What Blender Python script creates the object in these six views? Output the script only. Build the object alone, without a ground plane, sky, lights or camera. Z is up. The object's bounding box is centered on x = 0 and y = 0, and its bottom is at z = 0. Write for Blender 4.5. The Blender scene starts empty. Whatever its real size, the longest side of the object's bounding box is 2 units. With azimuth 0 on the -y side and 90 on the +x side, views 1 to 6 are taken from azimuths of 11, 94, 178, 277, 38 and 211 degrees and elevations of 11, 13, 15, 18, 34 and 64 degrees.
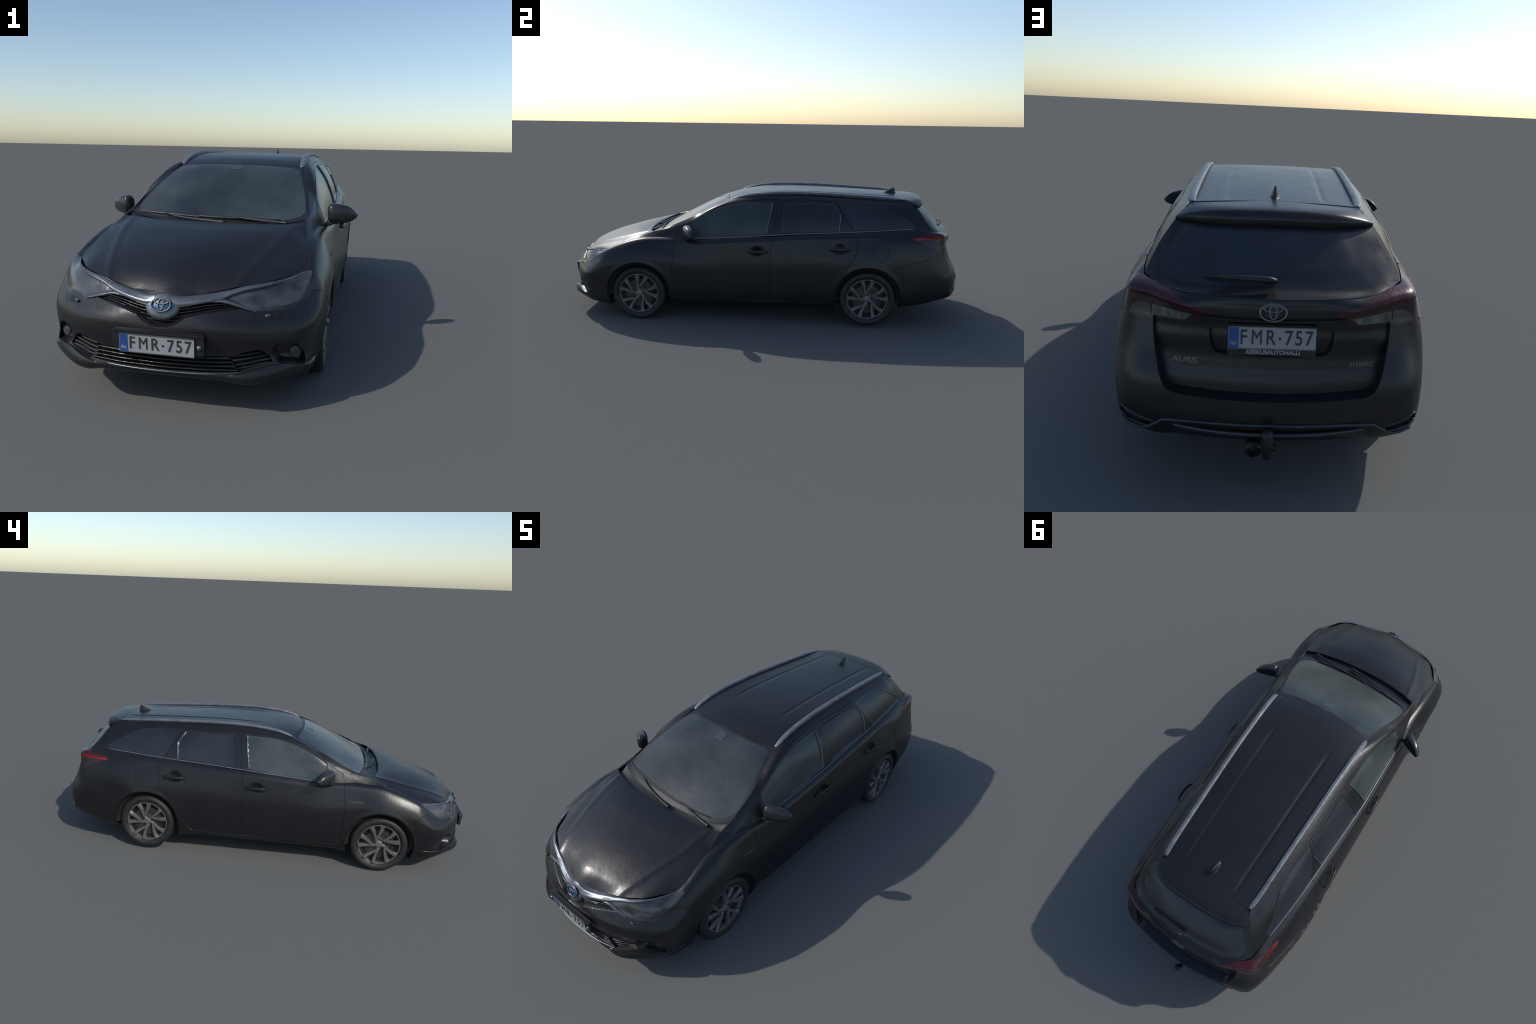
# A dark estate car, built half by half from measured profiles, then mirrored,
# sliced into panels, and dressed with lamps, glass, wheels, trim and lettering.
import bpy, bmesh, math, random
import numpy as np
from mathutils import Vector, Matrix, noise as mnoise

random.seed(7)
np.random.seed(7)

# ------------------------------------------------------------------ helpers
def akima(t, p, x):
    """Akima interpolation of points p (n,k) at knots t, evaluated at x."""
    t = np.asarray(t, float); p = np.asarray(p, float); x = np.asarray(x, float)
    if p.ndim == 1:
        return akima(t, p[:, None], x)[:, 0]
    n = len(t)
    m = (p[1:] - p[:-1]) / (t[1:] - t[:-1])[:, None]
    ext = np.vstack([3*m[0]-2*m[1] if n > 2 else m[0], 2*m[0]-m[1] if n > 2 else m[0], m,
                     2*m[-1]-m[-2] if n > 2 else m[-1], 3*m[-1]-2*m[-2] if n > 2 else m[-1]])
    w1 = np.abs(ext[3:3+n] - ext[2:2+n]) + 1e-4
    w2 = np.abs(ext[1:1+n] - ext[0:n]) + 1e-4
    d = (w1*ext[1:1+n] + w2*ext[2:2+n]) / (w1 + w2)
    i = np.clip(np.searchsorted(t, x, side='right') - 1, 0, n-2)
    h = (t[i+1]-t[i])[:, None]; s = ((x-t[i])[:, None]) / h
    return ((1+2*s)*(1-s)**2*p[i] + s*(1-s)**2*h*d[i] + s*s*(3-2*s)*p[i+1] + s*s*(s-1)*h*d[i+1])

def curve_pts(pts, n):
    """Smooth curve through control points, n samples."""
    p = np.array(pts, float)
    t = np.r_[0, np.cumsum(np.linalg.norm(np.diff(p, axis=0), axis=1))]
    return akima(t, p, np.linspace(0, t[-1], n))

def patch(cols, nu, nv, mirror_u0=False, mirror_u1=False):
    """Smooth tensor surface through a grid cols[u][v] of control points."""
    g = np.array(cols, float)
    if mirror_u0:
        g = np.concatenate([g[2:0:-1]*[-1, 1, 1], g])
    if mirror_u1:
        g = np.concatenate([g, g[-2:-4:-1]*[-1, 1, 1]])
    du = np.linalg.norm(np.diff(g, axis=0), axis=2).mean(1)
    tu = np.r_[0, np.cumsum(du)]
    a = tu[2] if mirror_u0 else tu[0]
    b = tu[-3] if mirror_u1 else tu[-1]
    U = np.linspace(a, b, nu)
    rows = np.stack([akima(tu, g[:, j], U) for j in range(g.shape[1])], 1)
    dv = np.linalg.norm(np.diff(rows, axis=1), axis=2).mean(0)
    tv = np.r_[0, np.cumsum(dv)]
    V = np.linspace(0, tv[-1], nv)
    out = np.stack([akima(tv, rows[i], V) for i in range(nu)], 0)
    if mirror_u0: out[0, :, 0] = 0
    if mirror_u1: out[-1, :, 0] = 0
    return out

def sdf(poly, q):
    """Signed distance (negative inside) of 2D points q to a closed polygon."""
    a = np.array(poly, float); b = np.roll(a, -1, axis=0)
    d = np.full(len(q), 9.0); ins = np.zeros(len(q), bool)
    for p0, p1 in zip(a, b):
        e = p1-p0; w = q-p0
        t = np.clip((w@e)/max(e@e, 1e-12), 0, 1)
        d = np.minimum(d, np.hypot(*(w-t[:, None]*e).T))
        c = ((p0[1] <= q[:, 1]) != (p1[1] <= q[:, 1]))
        if abs(p1[1]-p0[1]) > 1e-9:
            xi = p0[0]+(q[:, 1]-p0[1])/(p1[1]-p0[1])*(p1[0]-p0[0])
            ins ^= c & (q[:, 0] < xi)
    return np.where(ins, -d, d)

def ldist(line, q):
    """Distance of 2D points to an open polyline."""
    a = np.array(line, float); d = np.full(len(q), 9.0)
    for p0, p1 in zip(a[:-1], a[1:]):
        e = p1-p0; w = q-p0
        t = np.clip((w@e)/max(e@e, 1e-12), 0, 1)
        d = np.minimum(d, np.hypot(*(w-t[:, None]*e).T))
    return d

def sstep(a, b, x):
    t = np.clip((x-a)/(b-a), 0, 1)
    return t*t*(3-2*t)

def rounded(poly, n=3, k=.25):
    """Chaikin-round a polygon."""
    p = np.array(poly, float)
    for _ in range(n):
        q = np.roll(p, -1, axis=0)
        p = np.stack([(1-k)*p+k*q, k*p+(1-k)*q], 1).reshape(-1, 2)
    return p

# ------------------------------------------------------------------ materials
def material(name, col, rough=.4, metal=0., spec=.5, coat=0., var=.25, scale=14., bump=0., bscale=60.,
             rvar=.06, tint=None, stretch=(1, 1, 1), trans=0., fleck=None):
    m = bpy.data.materials.new(name); m.use_nodes = True
    nt = m.node_tree; nd = nt.nodes; ln = nt.links
    b = nd['Principled BSDF']
    b.inputs['Metallic'].default_value = metal
    b.inputs['Specular IOR Level'].default_value = spec
    b.inputs['Coat Weight'].default_value = coat
    b.inputs['Coat Roughness'].default_value = .12
    tc = nd.new('ShaderNodeTexCoord'); mp = nd.new('ShaderNodeMapping')
    mp.inputs['Scale'].default_value = stretch
    ln.new(tc.outputs['Object'], mp.inputs['Vector'])
    n1 = nd.new('ShaderNodeTexNoise'); n1.inputs['Scale'].default_value = scale; n1.inputs['Detail'].default_value = 5
    ln.new(mp.outputs['Vector'], n1.inputs['Vector'])
    r = nd.new('ShaderNodeValToRGB')
    c = np.array(col); c2 = np.array(tint if tint is not None else col)
    r.color_ramp.elements[0].position = .3; r.color_ramp.elements[1].position = .72
    r.color_ramp.elements[0].color = (*np.clip(c*(1-var), 0, 1), 1)
    r.color_ramp.elements[1].color = (*np.clip(c2*(1+var), 0, 1), 1)
    ln.new(n1.outputs['Fac'], r.inputs['Fac'])
    out = r.outputs['Color']
    if fleck:
        fc, fs, ft = fleck
        v = nd.new('ShaderNodeTexVoronoi'); v.inputs['Scale'].default_value = fs
        ln.new(mp.outputs['Vector'], v.inputs['Vector'])
        lt = nd.new('ShaderNodeMath'); lt.operation = 'LESS_THAN'; lt.inputs[1].default_value = ft
        ln.new(v.outputs['Distance'], lt.inputs[0])
        mx = nd.new('ShaderNodeMix'); mx.data_type = 'RGBA'
        ln.new(lt.outputs[0], mx.inputs['Factor']); ln.new(out, mx.inputs[6]); mx.inputs[7].default_value = (*fc, 1)
        out = mx.outputs[2]
    ln.new(out, b.inputs['Base Color'])
    n2 = nd.new('ShaderNodeTexNoise'); n2.inputs['Scale'].default_value = scale*2.3; n2.inputs['Detail'].default_value = 3
    ln.new(mp.outputs['Vector'], n2.inputs['Vector'])
    mr = nd.new('ShaderNodeMapRange')
    mr.inputs['To Min'].default_value = max(.02, rough-rvar); mr.inputs['To Max'].default_value = rough+rvar
    ln.new(n2.outputs['Fac'], mr.inputs['Value']); ln.new(mr.outputs['Result'], b.inputs['Roughness'])
    if bump:
        n3 = nd.new('ShaderNodeTexNoise'); n3.inputs['Scale'].default_value = bscale; n3.inputs['Detail'].default_value = 4
        ln.new(tc.outputs['Object'], n3.inputs['Vector'])
        bp = nd.new('ShaderNodeBump'); bp.inputs['Strength'].default_value = 1.0; bp.inputs['Distance'].default_value = bump
        ln.new(n3.outputs['Fac'], bp.inputs['Height']); ln.new(bp.outputs['Normal'], b.inputs['Normal'])
    return m

M = {}
M['paint'] = material('black_paint', (.0092, .0094, .0105), .335, var=.18, scale=5, bump=.0006, bscale=45, rvar=.05)
M['mirror_paint_sheen_lightened'] = material('mirror_paint_sheen_lightened', (.024, .025, .029), .27, var=.25, scale=20, bump=.0005, bscale=60)  # body paint lightened to bake the sky sheen into the mirror caps
M['glass'] = material('tinted_glass', (.042, .056, .062), .28, var=.4, scale=6, bump=.0005, bscale=40, tint=(.040, .050, .050))
M['screen'] = material('windscreen_glass', (.0265, .038, .044), .25, var=.42, scale=5, bump=.0005, bscale=50,
                       tint=(.040, .048, .047), fleck=((.22, .22, .2), 55., .03))
M['dark_glass'] = material('rear_glass', (.018, .022, .029), .30, var=.3, scale=6, bump=.0004, bscale=40)
M['plastic'] = material('black_plastic', (.011, .011, .012), .45, var=.25, scale=30, bump=.0005, bscale=120)
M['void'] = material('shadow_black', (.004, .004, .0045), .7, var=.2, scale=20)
M['gap'] = material('seam_black', (.004, .004, .005), .6, var=.2, scale=20)
M['chrome'] = material('satin_chrome', (.125, .138, .158), .36, metal=.65, var=.25, scale=25, bump=.0006, bscale=90)
M['chrome_dark'] = material('dark_chrome', (.05, .055, .062), .3, metal=.5, var=.2, scale=25)
M['rail'] = material('aluminium_rail', (.150, .160, .178), .45, metal=.35, var=.3, scale=25, bump=.0012, bscale=70)
M['trim'] = material('belt_trim', (.16, .18, .215), .35, metal=.55, var=.15, scale=30)
M['rim'] = material('wheel_alloy', (.175, .169, .158), .40, metal=.5, var=.2, scale=40, bump=.0004, bscale=150)
M['tyre'] = material('tyre_rubber', (.0145, .0145, .0148), .58, var=.2, scale=40, bump=.0005, bscale=180)
M['lamp'] = material('headlamp_lens', (.046, .049, .054), .24, var=.65, scale=20, bump=.0015, bscale=45, coat=.3, stretch=(1, 1, 1.8))
M['lamp_dark'] = material('headlamp_inner', (.022, .022, .023), .25, var=.5, scale=30, bump=.001, bscale=50)
M['red'] = material('red_lens', (.055, .012, .016), .28, var=.3, scale=30, bump=.0005, bscale=150)  # dark purple tint carries the sky reflected in the upward lens face
M['bright_red'] = material('bright_red_lens', (.30, .012, .014), .3, var=.25, scale=40)
M['dark_red'] = material('dark_red_lens', (.045, .007, .008), .3, var=.3, scale=40)
M['clear_dim'] = material('dim_clear_lens', (.065, .068, .063), .28, var=.4, scale=40)
M['gloss'] = material('gloss_black', (.010, .010, .011), .2, var=.2, scale=30, bump=.001, bscale=90)
M['mid_red'] = material('lens_rim_red', (.075, .010, .012), .3, var=.3, scale=40)
M['smoke'] = material('smoked_lens', (.028, .016, .016), .28, var=.4, scale=30)
M['clear'] = material('clear_lens', (.125, .13, .12), .25, var=.5, scale=35, bump=.0008, bscale=150, stretch=(2.5, 1, .5))
M['white'] = material('plate_white', (.29, .295, .305), .45, var=.06, scale=30)
M['blue'] = material('plate_blue', (.012, .07, .27), .45, var=.1, scale=30)
M['ink'] = material('plate_ink', (.022, .025, .028), .5, var=.1, scale=30)
M['silver'] = material('badge_silver', (.14, .148, .156), .3, metal=.6, var=.2, scale=60)
M['badge_blue'] = material('badge_blue', (.012, .045, .10), .3, var=.8, scale=120, tint=(.015, .10, .22))
M['fog'] = material('fog_lens', (.055, .058, .06), .3, var=.35, scale=60)
M['steel'] = material('brake_steel', (.07, .07, .072), .4, metal=.6, var=.4, scale=60)

# ------------------------------------------------------------------ object building
ROOT = bpy.data.objects.new('estate_car', None)
bpy.context.collection.objects.link(ROOT)
ROOT['label'] = 'black estate car with roof rails, alloy wheels and tow hitch'
ROOT['category'] = 'car'

def link(name, me, mats, parent=None):
    o = bpy.data.objects.new(name, me)
    bpy.context.collection.objects.link(o)
    o.parent = parent or ROOT
    for m in (mats if isinstance(mats, (list, tuple)) else [mats]):
        me.materials.append(M[m])
    return o

def mesh_obj(name, verts, faces, mat, parent=None, smooth=True, angle=None):
    me = bpy.data.meshes.new(name)
    me.from_pydata([tuple(map(float, v)) for v in verts], [], [tuple(map(int, f)) for f in faces])
    me.validate()
    if smooth:
        me.polygons.foreach_set('use_smooth', [True]*len(me.polygons))
        if angle: me.set_sharp_from_angle(angle=math.radians(angle))
    me.update()
    return link(name, me, mat, parent)

def grid_faces(nu, nv, close_u=False, close_v=False, off=0):
    f = []
    for i in range(nu if close_u else nu-1):
        for j in range(nv if close_v else nv-1):
            a = i*nv+j; b = ((i+1) % nu)*nv+j; c = ((i+1) % nu)*nv+(j+1) % nv; d = i*nv+(j+1) % nv
            f.append((a+off, b+off, c+off, d+off))
    return f

def sweep(path, section, scale=None, up=(0, 0, 1), cap=True):
    """Loft a closed 2D section (side, up) along a path; scale = per-sample (sx, sy)."""
    P = np.array(path, float); n = len(P); S = np.array(section, float); k = len(S)
    T = np.gradient(P, axis=0); T /= np.linalg.norm(T, axis=1)[:, None]
    V = []
    for i in range(n):
        u = np.array(up if np.ndim(up) == 1 else up[i], float)
        s = np.cross(T[i], u); s /= np.linalg.norm(s); w = np.cross(s, T[i])
        sx, sy = (1, 1) if scale is None else scale[i]
        V += list(P[i] + S[:, :1]*sx*s + S[:, 1:]*sy*w)
    F = grid_faces(n, k, close_v=True)
    if cap:
        F += [tuple(range(k)), tuple((n-1)*k+j for j in range(k-1, -1, -1))]
    return V, F

def ring(k, a=1., b=1., p=2., flat=0):
    t = np.linspace(0, 2*math.pi, k, endpoint=False)
    c, s = np.cos(t), np.sin(t)
    return np.stack([a*np.sign(c)*np.abs(c)**(2/p), b*np.sign(s)*np.abs(s)**(2/p)], 1)

def merge(parts):
    V, F = [], []
    for v, f in parts:
        o = len(V); V += list(v); F += [tuple(i+o for i in q) for q in f]
    return V, F

def mirrored(v, f):
    return [(-p[0], p[1], p[2]) for p in v], [tuple(reversed(q)) for q in f]

def both(name, V, F, mat, parent=None, angle=None):
    a = mesh_obj(name, V, F, mat, parent, angle=angle)
    v, f = mirrored(V, F)
    b = mesh_obj(name, v, f, mat, parent, angle=angle)
    return a, b

def lathe(profile, k=64):
    """Revolve (x, r) profile about the x axis."""
    V = []
    for i in range(k):
        a = 2*math.pi*i/k
        V += [(x, r*math.cos(a), r*math.sin(a)) for x, r in profile]
    return V, grid_faces(k, len(profile), close_u=True)

def box(cx, cy, cz, sx, sy, sz, bev=.2):
    bm = bmesh.new(); bmesh.ops.create_cube(bm, size=1)
    for v in bm.verts: v.co = Vector((cx+v.co.x*sx, cy+v.co.y*sy, cz+v.co.z*sz))
    if bev: bmesh.ops.bevel(bm, geom=bm.edges[:], offset=min(sx, sy, sz)*bev, segments=2, affect='EDGES')
    bm.verts.index_update()
    r = [tuple(v.co) for v in bm.verts], [tuple(v.index for v in f.verts) for f in bm.faces]
    bm.free(); return r

# ------------------------------------------------------------------ shells that can be sliced into panels
class Shell:
    def __init__(self, P, out=(0, 0, .3), weld0=False, weld1=False):
        """P: (nu,nv,3) half surface with x>=0; mirrored and welded at the centre line."""
        nu, nv, _ = P.shape
        self.bm = bm = bmesh.new()
        for sgn in (1, -1):
            vs = [bm.verts.new((sgn*p[0], p[1], p[2])) for p in P.reshape(-1, 3)]
            for a, b, c, d in grid_faces(nu, nv):
                q = (vs[a], vs[b], vs[c], vs[d])
                bm.faces.new(q if sgn > 0 else q[::-1])
        bmesh.ops.remove_doubles(bm, verts=[v for v in bm.verts if abs(v.co.x) < 2e-4], dist=3e-4)
        bmesh.ops.dissolve_degenerate(bm, dist=1e-6, edges=bm.edges[:])
        bm.normal_update()
        o = Vector(out)
        s = sum((f.normal.dot(f.calc_center_median()-o) > 0) * 1 for f in bm.faces)
        if s < len(bm.faces)/2:
            bmesh.ops.reverse_faces(bm, faces=bm.faces[:])
        bm.normal_update()

    def co(self):
        return np.array([v.co[:] for v in self.bm.verts])

    def move(self, fn):
        """fn(co, normals) -> new co"""
        self.bm.normal_update()
        c = self.co(); n = np.array([v.normal[:] for v in self.bm.verts])
        c2 = fn(c, n)
        for v, p in zip(self.bm.verts, c2): v.co = p
        self.bm.normal_update()

    def slice(self, field, mask=None):
        bm = self.bm
        bm.verts.index_update(); bm.verts.ensure_lookup_table(); bm.edges.ensure_lookup_table()
        c = self.co(); s = field(c)
        ok = np.ones(len(c), bool) if mask is None else mask(c)
        E = np.array([(e.verts[0].index, e.verts[1].index) for e in bm.edges])
        cross = (s[E[:, 0]]*s[E[:, 1]] < 0) & ok[E[:, 0]] & ok[E[:, 1]]
        Z = set(); moved = {}
        todo = []
        for k in np.nonzero(cross)[0]:
            a, b = E[k]; t = s[a]/(s[a]-s[b])
            if t < .12 and a not in moved: moved[a] = c[a]+(c[b]-c[a])*t; continue
            if t > .88 and b not in moved: moved[b] = c[a]+(c[b]-c[a])*t; continue
            todo.append((bm.edges[k], a, b))
        for i, p in moved.items():
            bm.verts[i].co = p; s[i] = 0; Z.add(bm.verts[i])
        vv = list(bm.verts)
        for e, a, b in todo:
            if s[a] == 0 or s[b] == 0 or s[a]*s[b] > 0: continue
            t = s[a]/(s[a]-s[b])
            _, nv = bmesh.utils.edge_split(e, vv[a], float(t)); Z.add(nv)
        faces = {f for v in Z for f in v.link_faces}
        for f in faces:
            z = [i for i, v in enumerate(f.verts) if v in Z]
            if len(z) < 2: continue
            n = len(f.verts); fv = list(f.verts)
            pairs = [(z[i], z[i+1]) for i in range(0, len(z)-1, 2)] if len(z) >= 4 else [(z[0], z[1])] if len(z) == 2 else [(z[0], z[1]), (z[1], z[2]), (z[0], z[2])]
            for i, j in pairs:
                if (j-i) in (1, n-1): continue
                try:
                    bmesh.utils.face_split(f, fv[i], fv[j]); break
                except Exception:
                    pass
        bm.normal_update()

    def groove(self, poly, proj, mask, w=.0009, depth=.0014):
        """Cut a V groove of half width w along the outline of a polygon seen in plane proj."""
        fld = lambda o: (lambda c: sdf(poly, c[:, proj]*[1, 1])-o)
        ab = lambda c: np.concatenate([np.abs(c[:, :1]), c[:, 1:]], 1)
        for o in (-w, 0, w):
            self.slice(lambda c, o=o: sdf(poly, ab(c)[:, proj])-o, mask)
        def push(c, n):
            d = np.abs(sdf(poly, ab(c)[:, proj])); m = mask(c)
            return c - n*(depth*np.clip(1-d/(w*.9), 0, 1)*m)[:, None]
        self.move(push)

    def centers(self):
        return np.array([f.calc_center_median()[:] for f in self.bm.faces])

    def split(self, regions, rest, smooth_angle=32):
        """regions: list of (name, material, test(centers)->bool); first match wins. Separates faces
        into objects whose borders coincide and keeps the whole shell's normals."""
        bm = self.bm; bm.normal_update(); bm.verts.index_update(); bm.faces.ensure_lookup_table()
        C = self.centers(); lab = np.full(len(C), -1)
        for k, (nm, mt, test) in enumerate(regions):
            m = test(C) & (lab < 0); lab[m] = k
        objs = {}
        fn = np.array([f.normal[:] for f in bm.faces]); fa = np.array([f.calc_area() for f in bm.faces])
        nvert = len(bm.verts); K = 10
        vf = np.full((nvert, K), -1); cnt = np.zeros(nvert, int)
        for i, f in enumerate(bm.faces):
            for v in f.verts:
                c_ = cnt[v.index]
                if c_ < K: vf[v.index, c_] = i; cnt[v.index] = c_+1
        cosl = math.cos(math.radians(smooth_angle))
        for k in range(-1, len(regions)):
            idx = np.nonzero(lab == k)[0]
            if not len(idx): continue
            nm, mt = (regions[k][0], regions[k][1]) if k >= 0 else rest
            remap = {}; V = []; F = []; LV = []; LF = []
            for i in idx:
                q = []
                for v in bm.faces[i].verts:
                    if v.index not in remap:
                        remap[v.index] = len(V); V.append(v.co[:])
                    q.append(remap[v.index]); LV.append(v.index); LF.append(i)
                F.append(q)
            nb = vf[LV]; own = fn[LF]
            nn = np.where(nb[:, :, None] >= 0, fn[nb], 0); wt = np.where(nb >= 0, fa[nb], 0)
            wt = wt*((nn*own[:, None, :]).sum(2) > cosl)
            N = (nn*wt[:, :, None]).sum(1); L = np.linalg.norm(N, axis=1); N = np.where(L[:, None] > 1e-12, N/np.maximum(L, 1e-12)[:, None], own)
            me = bpy.data.meshes.new(nm); me.from_pydata(V, [], F)
            me.polygons.foreach_set('use_smooth', [True]*len(me.polygons)); me.update()
            if len(me.loops) == len(N): me.normals_split_custom_set([tuple(map(float, n_)) for n_ in N])
            objs.setdefault(nm, []).append(link(nm, me, mt))
        return objs

ABS = lambda c: np.concatenate([np.abs(c[:, :1]), c[:, 1:]], 1)
YZ, XZ, XY = [1, 2], [0, 2], [0, 1]
inside = lambda poly, proj, cond=None: (lambda C: (sdf(poly, ABS(C)[:, proj]) < 0) & (True if cond is None else cond(C)))

# ------------------------------------------------------------------ main measures
WF, WR = np.array((-.587, .1305)), np.array((.511, .1425))   # wheel centres (y, z)
R_ARCH = .1575

# side view outlines (y, z)
FDOOR = [(-.411, .392), (-.414, .358), (-.419, .25), (-.411, .15), (-.398, .124), (-.37, .111), (.030, .114), (.050, .157),
         (.050, .321), (.057, .404), (.061, .432), (.081, .590), (0, .588), (-.1, .579), (-.2, .554), (-.25, .532), (-.3, .501),
         (-.326, .481), (-.366, .46), (-.400, .44)]
RDOOR = [(.081, .590), (.061, .432), (.057, .404), (.050, .321), (.050, .157), (.030, .114), (.278, .119), (.302, .128), (.326, .159),
         (.356, .207), (.402, .279), (.439, .33), (.454, .372), (.453, .421), (.437, .452), (.396, .517), (.354, .586), (.3, .588), (.2, .590)]
FGLASS = [(-.326, .482), (-.255, .525), (-.187, .551), (-.097, .570), (.017, .577), (.053, .577), (.042, .505), (.029, .436), (-.1, .421),
          (-.25, .410), (-.335, .406)]
RGLASS = [(.109, .577), (.2, .579), (.345, .577), (.376, .530), (.368, .453), (.25, .446), (.097, .438), (.103, .506)]
QGLASS = [(.363, .581), (.45, .580), (.52, .574), (.565, .567), (.607, .551), (.66, .522), (.711, .492), (.722, .482), (.719, .474), (.6, .466),
          (.441, .457), (.402, .517)]
HEAD_SIDE = [(-.737, .338), (-.77, .318), (-.80, .292), (-.842, .262)]
MIRROR_TRI = [(-.326, .481), (-.40, .440), (-.446, .412), (-.457, .396), (-.45, .389), (-.411, .390), (-.34, .398)]

# ------------------------------------------------------------------ lower body shell
COLS = [
 [(0,-.90,.088),(0,-.962,.094),(0,-.977,.111),(0,-.976,.160),(0,-.981,.200),(0,-.978,.232),(0,-.963,.265),(0,-.938,.299)],
 [(.1,-.895,.088),(.1,-.960,.093),(.1,-.975,.110),(.1,-.969,.16),(.1,-.975,.2),(.1,-.972,.235),(.1,-.948,.27),(.1,-.918,.296)],
 [(.2,-.88,.086),(.203,-.948,.091),(.205,-.960,.108),(.2,-.945,.155),(.2,-.95,.2),(.2,-.940,.235),(.2,-.9125,.268),(.197,-.889,.3145)],
 [(.28,-.84,.083),(.288,-.890,.094),(.297,-.900,.112),(.293,-.892,.15),(.297,-.897,.19),(.294,-.890,.228),(.289,-.868,.263),(.271,-.835,.3250)],
 [(.32,-.80,.079),(.334,-.825,.088),(.343,-.838,.118),(.344,-.835,.15),(.351,-.832,.19),(.352,-.825,.235),(.334,-.805,.28),(.302,-.78,.327)],
 [(.325,-.75,.074),(.346,-.749,.077),(.357,-.748,.118),(.365,-.748,.155),(.370,-.75,.2),(.370,-.75,.25),(.356,-.745,.305),(.314,-.735,.345)],
 [(.32,-.6,.070),(.350,-.6,.082),(.366,-.6,.12),(.371,-.6,.17),(.376,-.6,.23),(.376,-.6,.29),(.355,-.605,.352),(.302,-.61,.391)],
 [(.290,-.45,.056),(.346,-.45,.082),(.360,-.45,.115),(.367,-.45,.17),(.370,-.45,.23),(.367,-.45,.30),(.348,-.455,.360),(.313,-.46,.405)],
 [(.290,-.25,.061),(.346,-.25,.085),(.361,-.25,.115),(.368,-.25,.17),(.371,-.25,.23),(.367,-.25,.30),(.3555,-.25,.361),(.331,-.25,.406)],
 [(.290,0,.066),(.346,0,.087),(.361,0,.116),(.368,0,.17),(.371,0,.23),(.368,0,.31),(.3570,0,.380),(.332,0,.425)],
 [(.290,.25,.074),(.346,.25,.089),(.361,.25,.118),(.368,.25,.17),(.371,.25,.23),(.368,.25,.32),(.3495,.25,.401),(.321,.25,.441)],
 [(.31,.4,.079),(.344,.4,.091),(.362,.4,.118),(.370,.4,.17),(.372,.4,.23),(.368,.4,.32),(.3435,.4,.411),(.313,.4,.45)],
 [(.32,.515,.09),(.350,.515,.098),(.366,.515,.125),(.372,.515,.17),(.374,.515,.24),(.371,.515,.32),(.3400,.515,.416),(.307,.515,.457)],
 [(.32,.65,.105),(.350,.65,.111),(.361,.65,.14),(.366,.65,.18),(.367,.65,.24),(.362,.65,.32),(.341,.65,.41),(.295,.65,.466)],
 [(.31,.76,.124),(.337,.775,.131),(.346,.77,.165),(.350,.77,.2),(.351,.77,.25),(.345,.768,.32),(.324,.763,.41),(.284,.76,.468)],
 [(.29,.83,.140),(.320,.853,.149),(.328,.857,.180),(.331,.856,.22),(.331,.853,.26),(.322,.842,.325),(.309,.838,.40),(.276,.812,.459)],
 [(.24,.87,.143),(.281,.906,.151),(.291,.914,.178),(.293,.916,.215),(.287,.912,.265),(.271,.886,.34),(.262,.872,.395),(.25,.84,.452)],
 [(.16,.88,.140),(.17,.932,.147),(.172,.943,.18),(.172,.945,.215),(.172,.940,.265),(.17,.910,.34),(.17,.899,.395),(.17,.884,.442)],
 [(.09,.88,.138),(.09,.944,.148),(.09,.954,.178),(.09,.957,.215),(.09,.952,.265),(.09,.922,.34),(.09,.912,.395),(.09,.903,.442)],
 [(0,.88,.138),(0,.948,.148),(0,.958,.178),(0,.961,.215),(0,.956,.265),(0,.926,.34),(0,.916,.395),(0,.910,.442)],
]
# crest line between shoulder and top edge (fender crown, door shoulder, tail-lamp ridge)
CREST = [(0,-.952,.282),(.1,-.934,.283),(.2,-.902,.291),(.284,-.856,.294),(.325,-.797,.307),(.339,-.741,.333),(.335,-.607,.381),(.337,-.457,.387),
         (.351,-.25,.382),(.3525,0,.4025),(.3440,.25,.4215),(.3370,.4,.431),(.3325,.515,.4365),(.3230,.65,.4405),(.309,.762,.444),(.301,.842,.4385),
         (.255,.871,.4355),(.17,.903,.419),(.09,.911,.420),(0,.917,.420)]
COLS = [c[:7]+[k]+c[7:] for c, k in zip(COLS, CREST)]
LOW = patch(COLS, 640, 96, True, True)
low = Shell(LOW, (0, 0, .28))

# front outlines (|x|, z)
GRILLE = [(0, .262), (.03, .266), (.05, .268), (.10, .277), (.15, .280), (.185, .268), (.180, .263), (.13, .258), (.09, .252), (.06, .244), (.042, .230), (.02, .221), (0, .219), (-.02, .221), (-.02, .262)]
LGRILLE = [(-.02, .157), (.11, .156), (.166, .156), (.205, .167), (.231, .170), (.246, .163), (.265, .136), (.19, .117), (.1, .115), (-.02, .115)]
FOG = rounded([(.255, .177), (.293, .188), (.312, .182), (.327, .160), (.338, .125), (.332, .117), (.297, .128), (.267, .134)], 2)
HEAD = [(.147, .289), (.16, .3035), (.197, .3125), (.24, .3185), (.28, .324), (.30, .3265), (.325, .334), (.333, .332), (.332, .316), (.325, .298), (.316, .279), (.309, .264), (.302, .260), (.28, .2575), (.25, .2585), (.2185, .2595)]
HEAD_LOW = [(.232, .2600), (.245, .2665), (.28, .2680), (.306, .2725), (.316, .279), (.32, .25), (.23, .25)]
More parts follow.
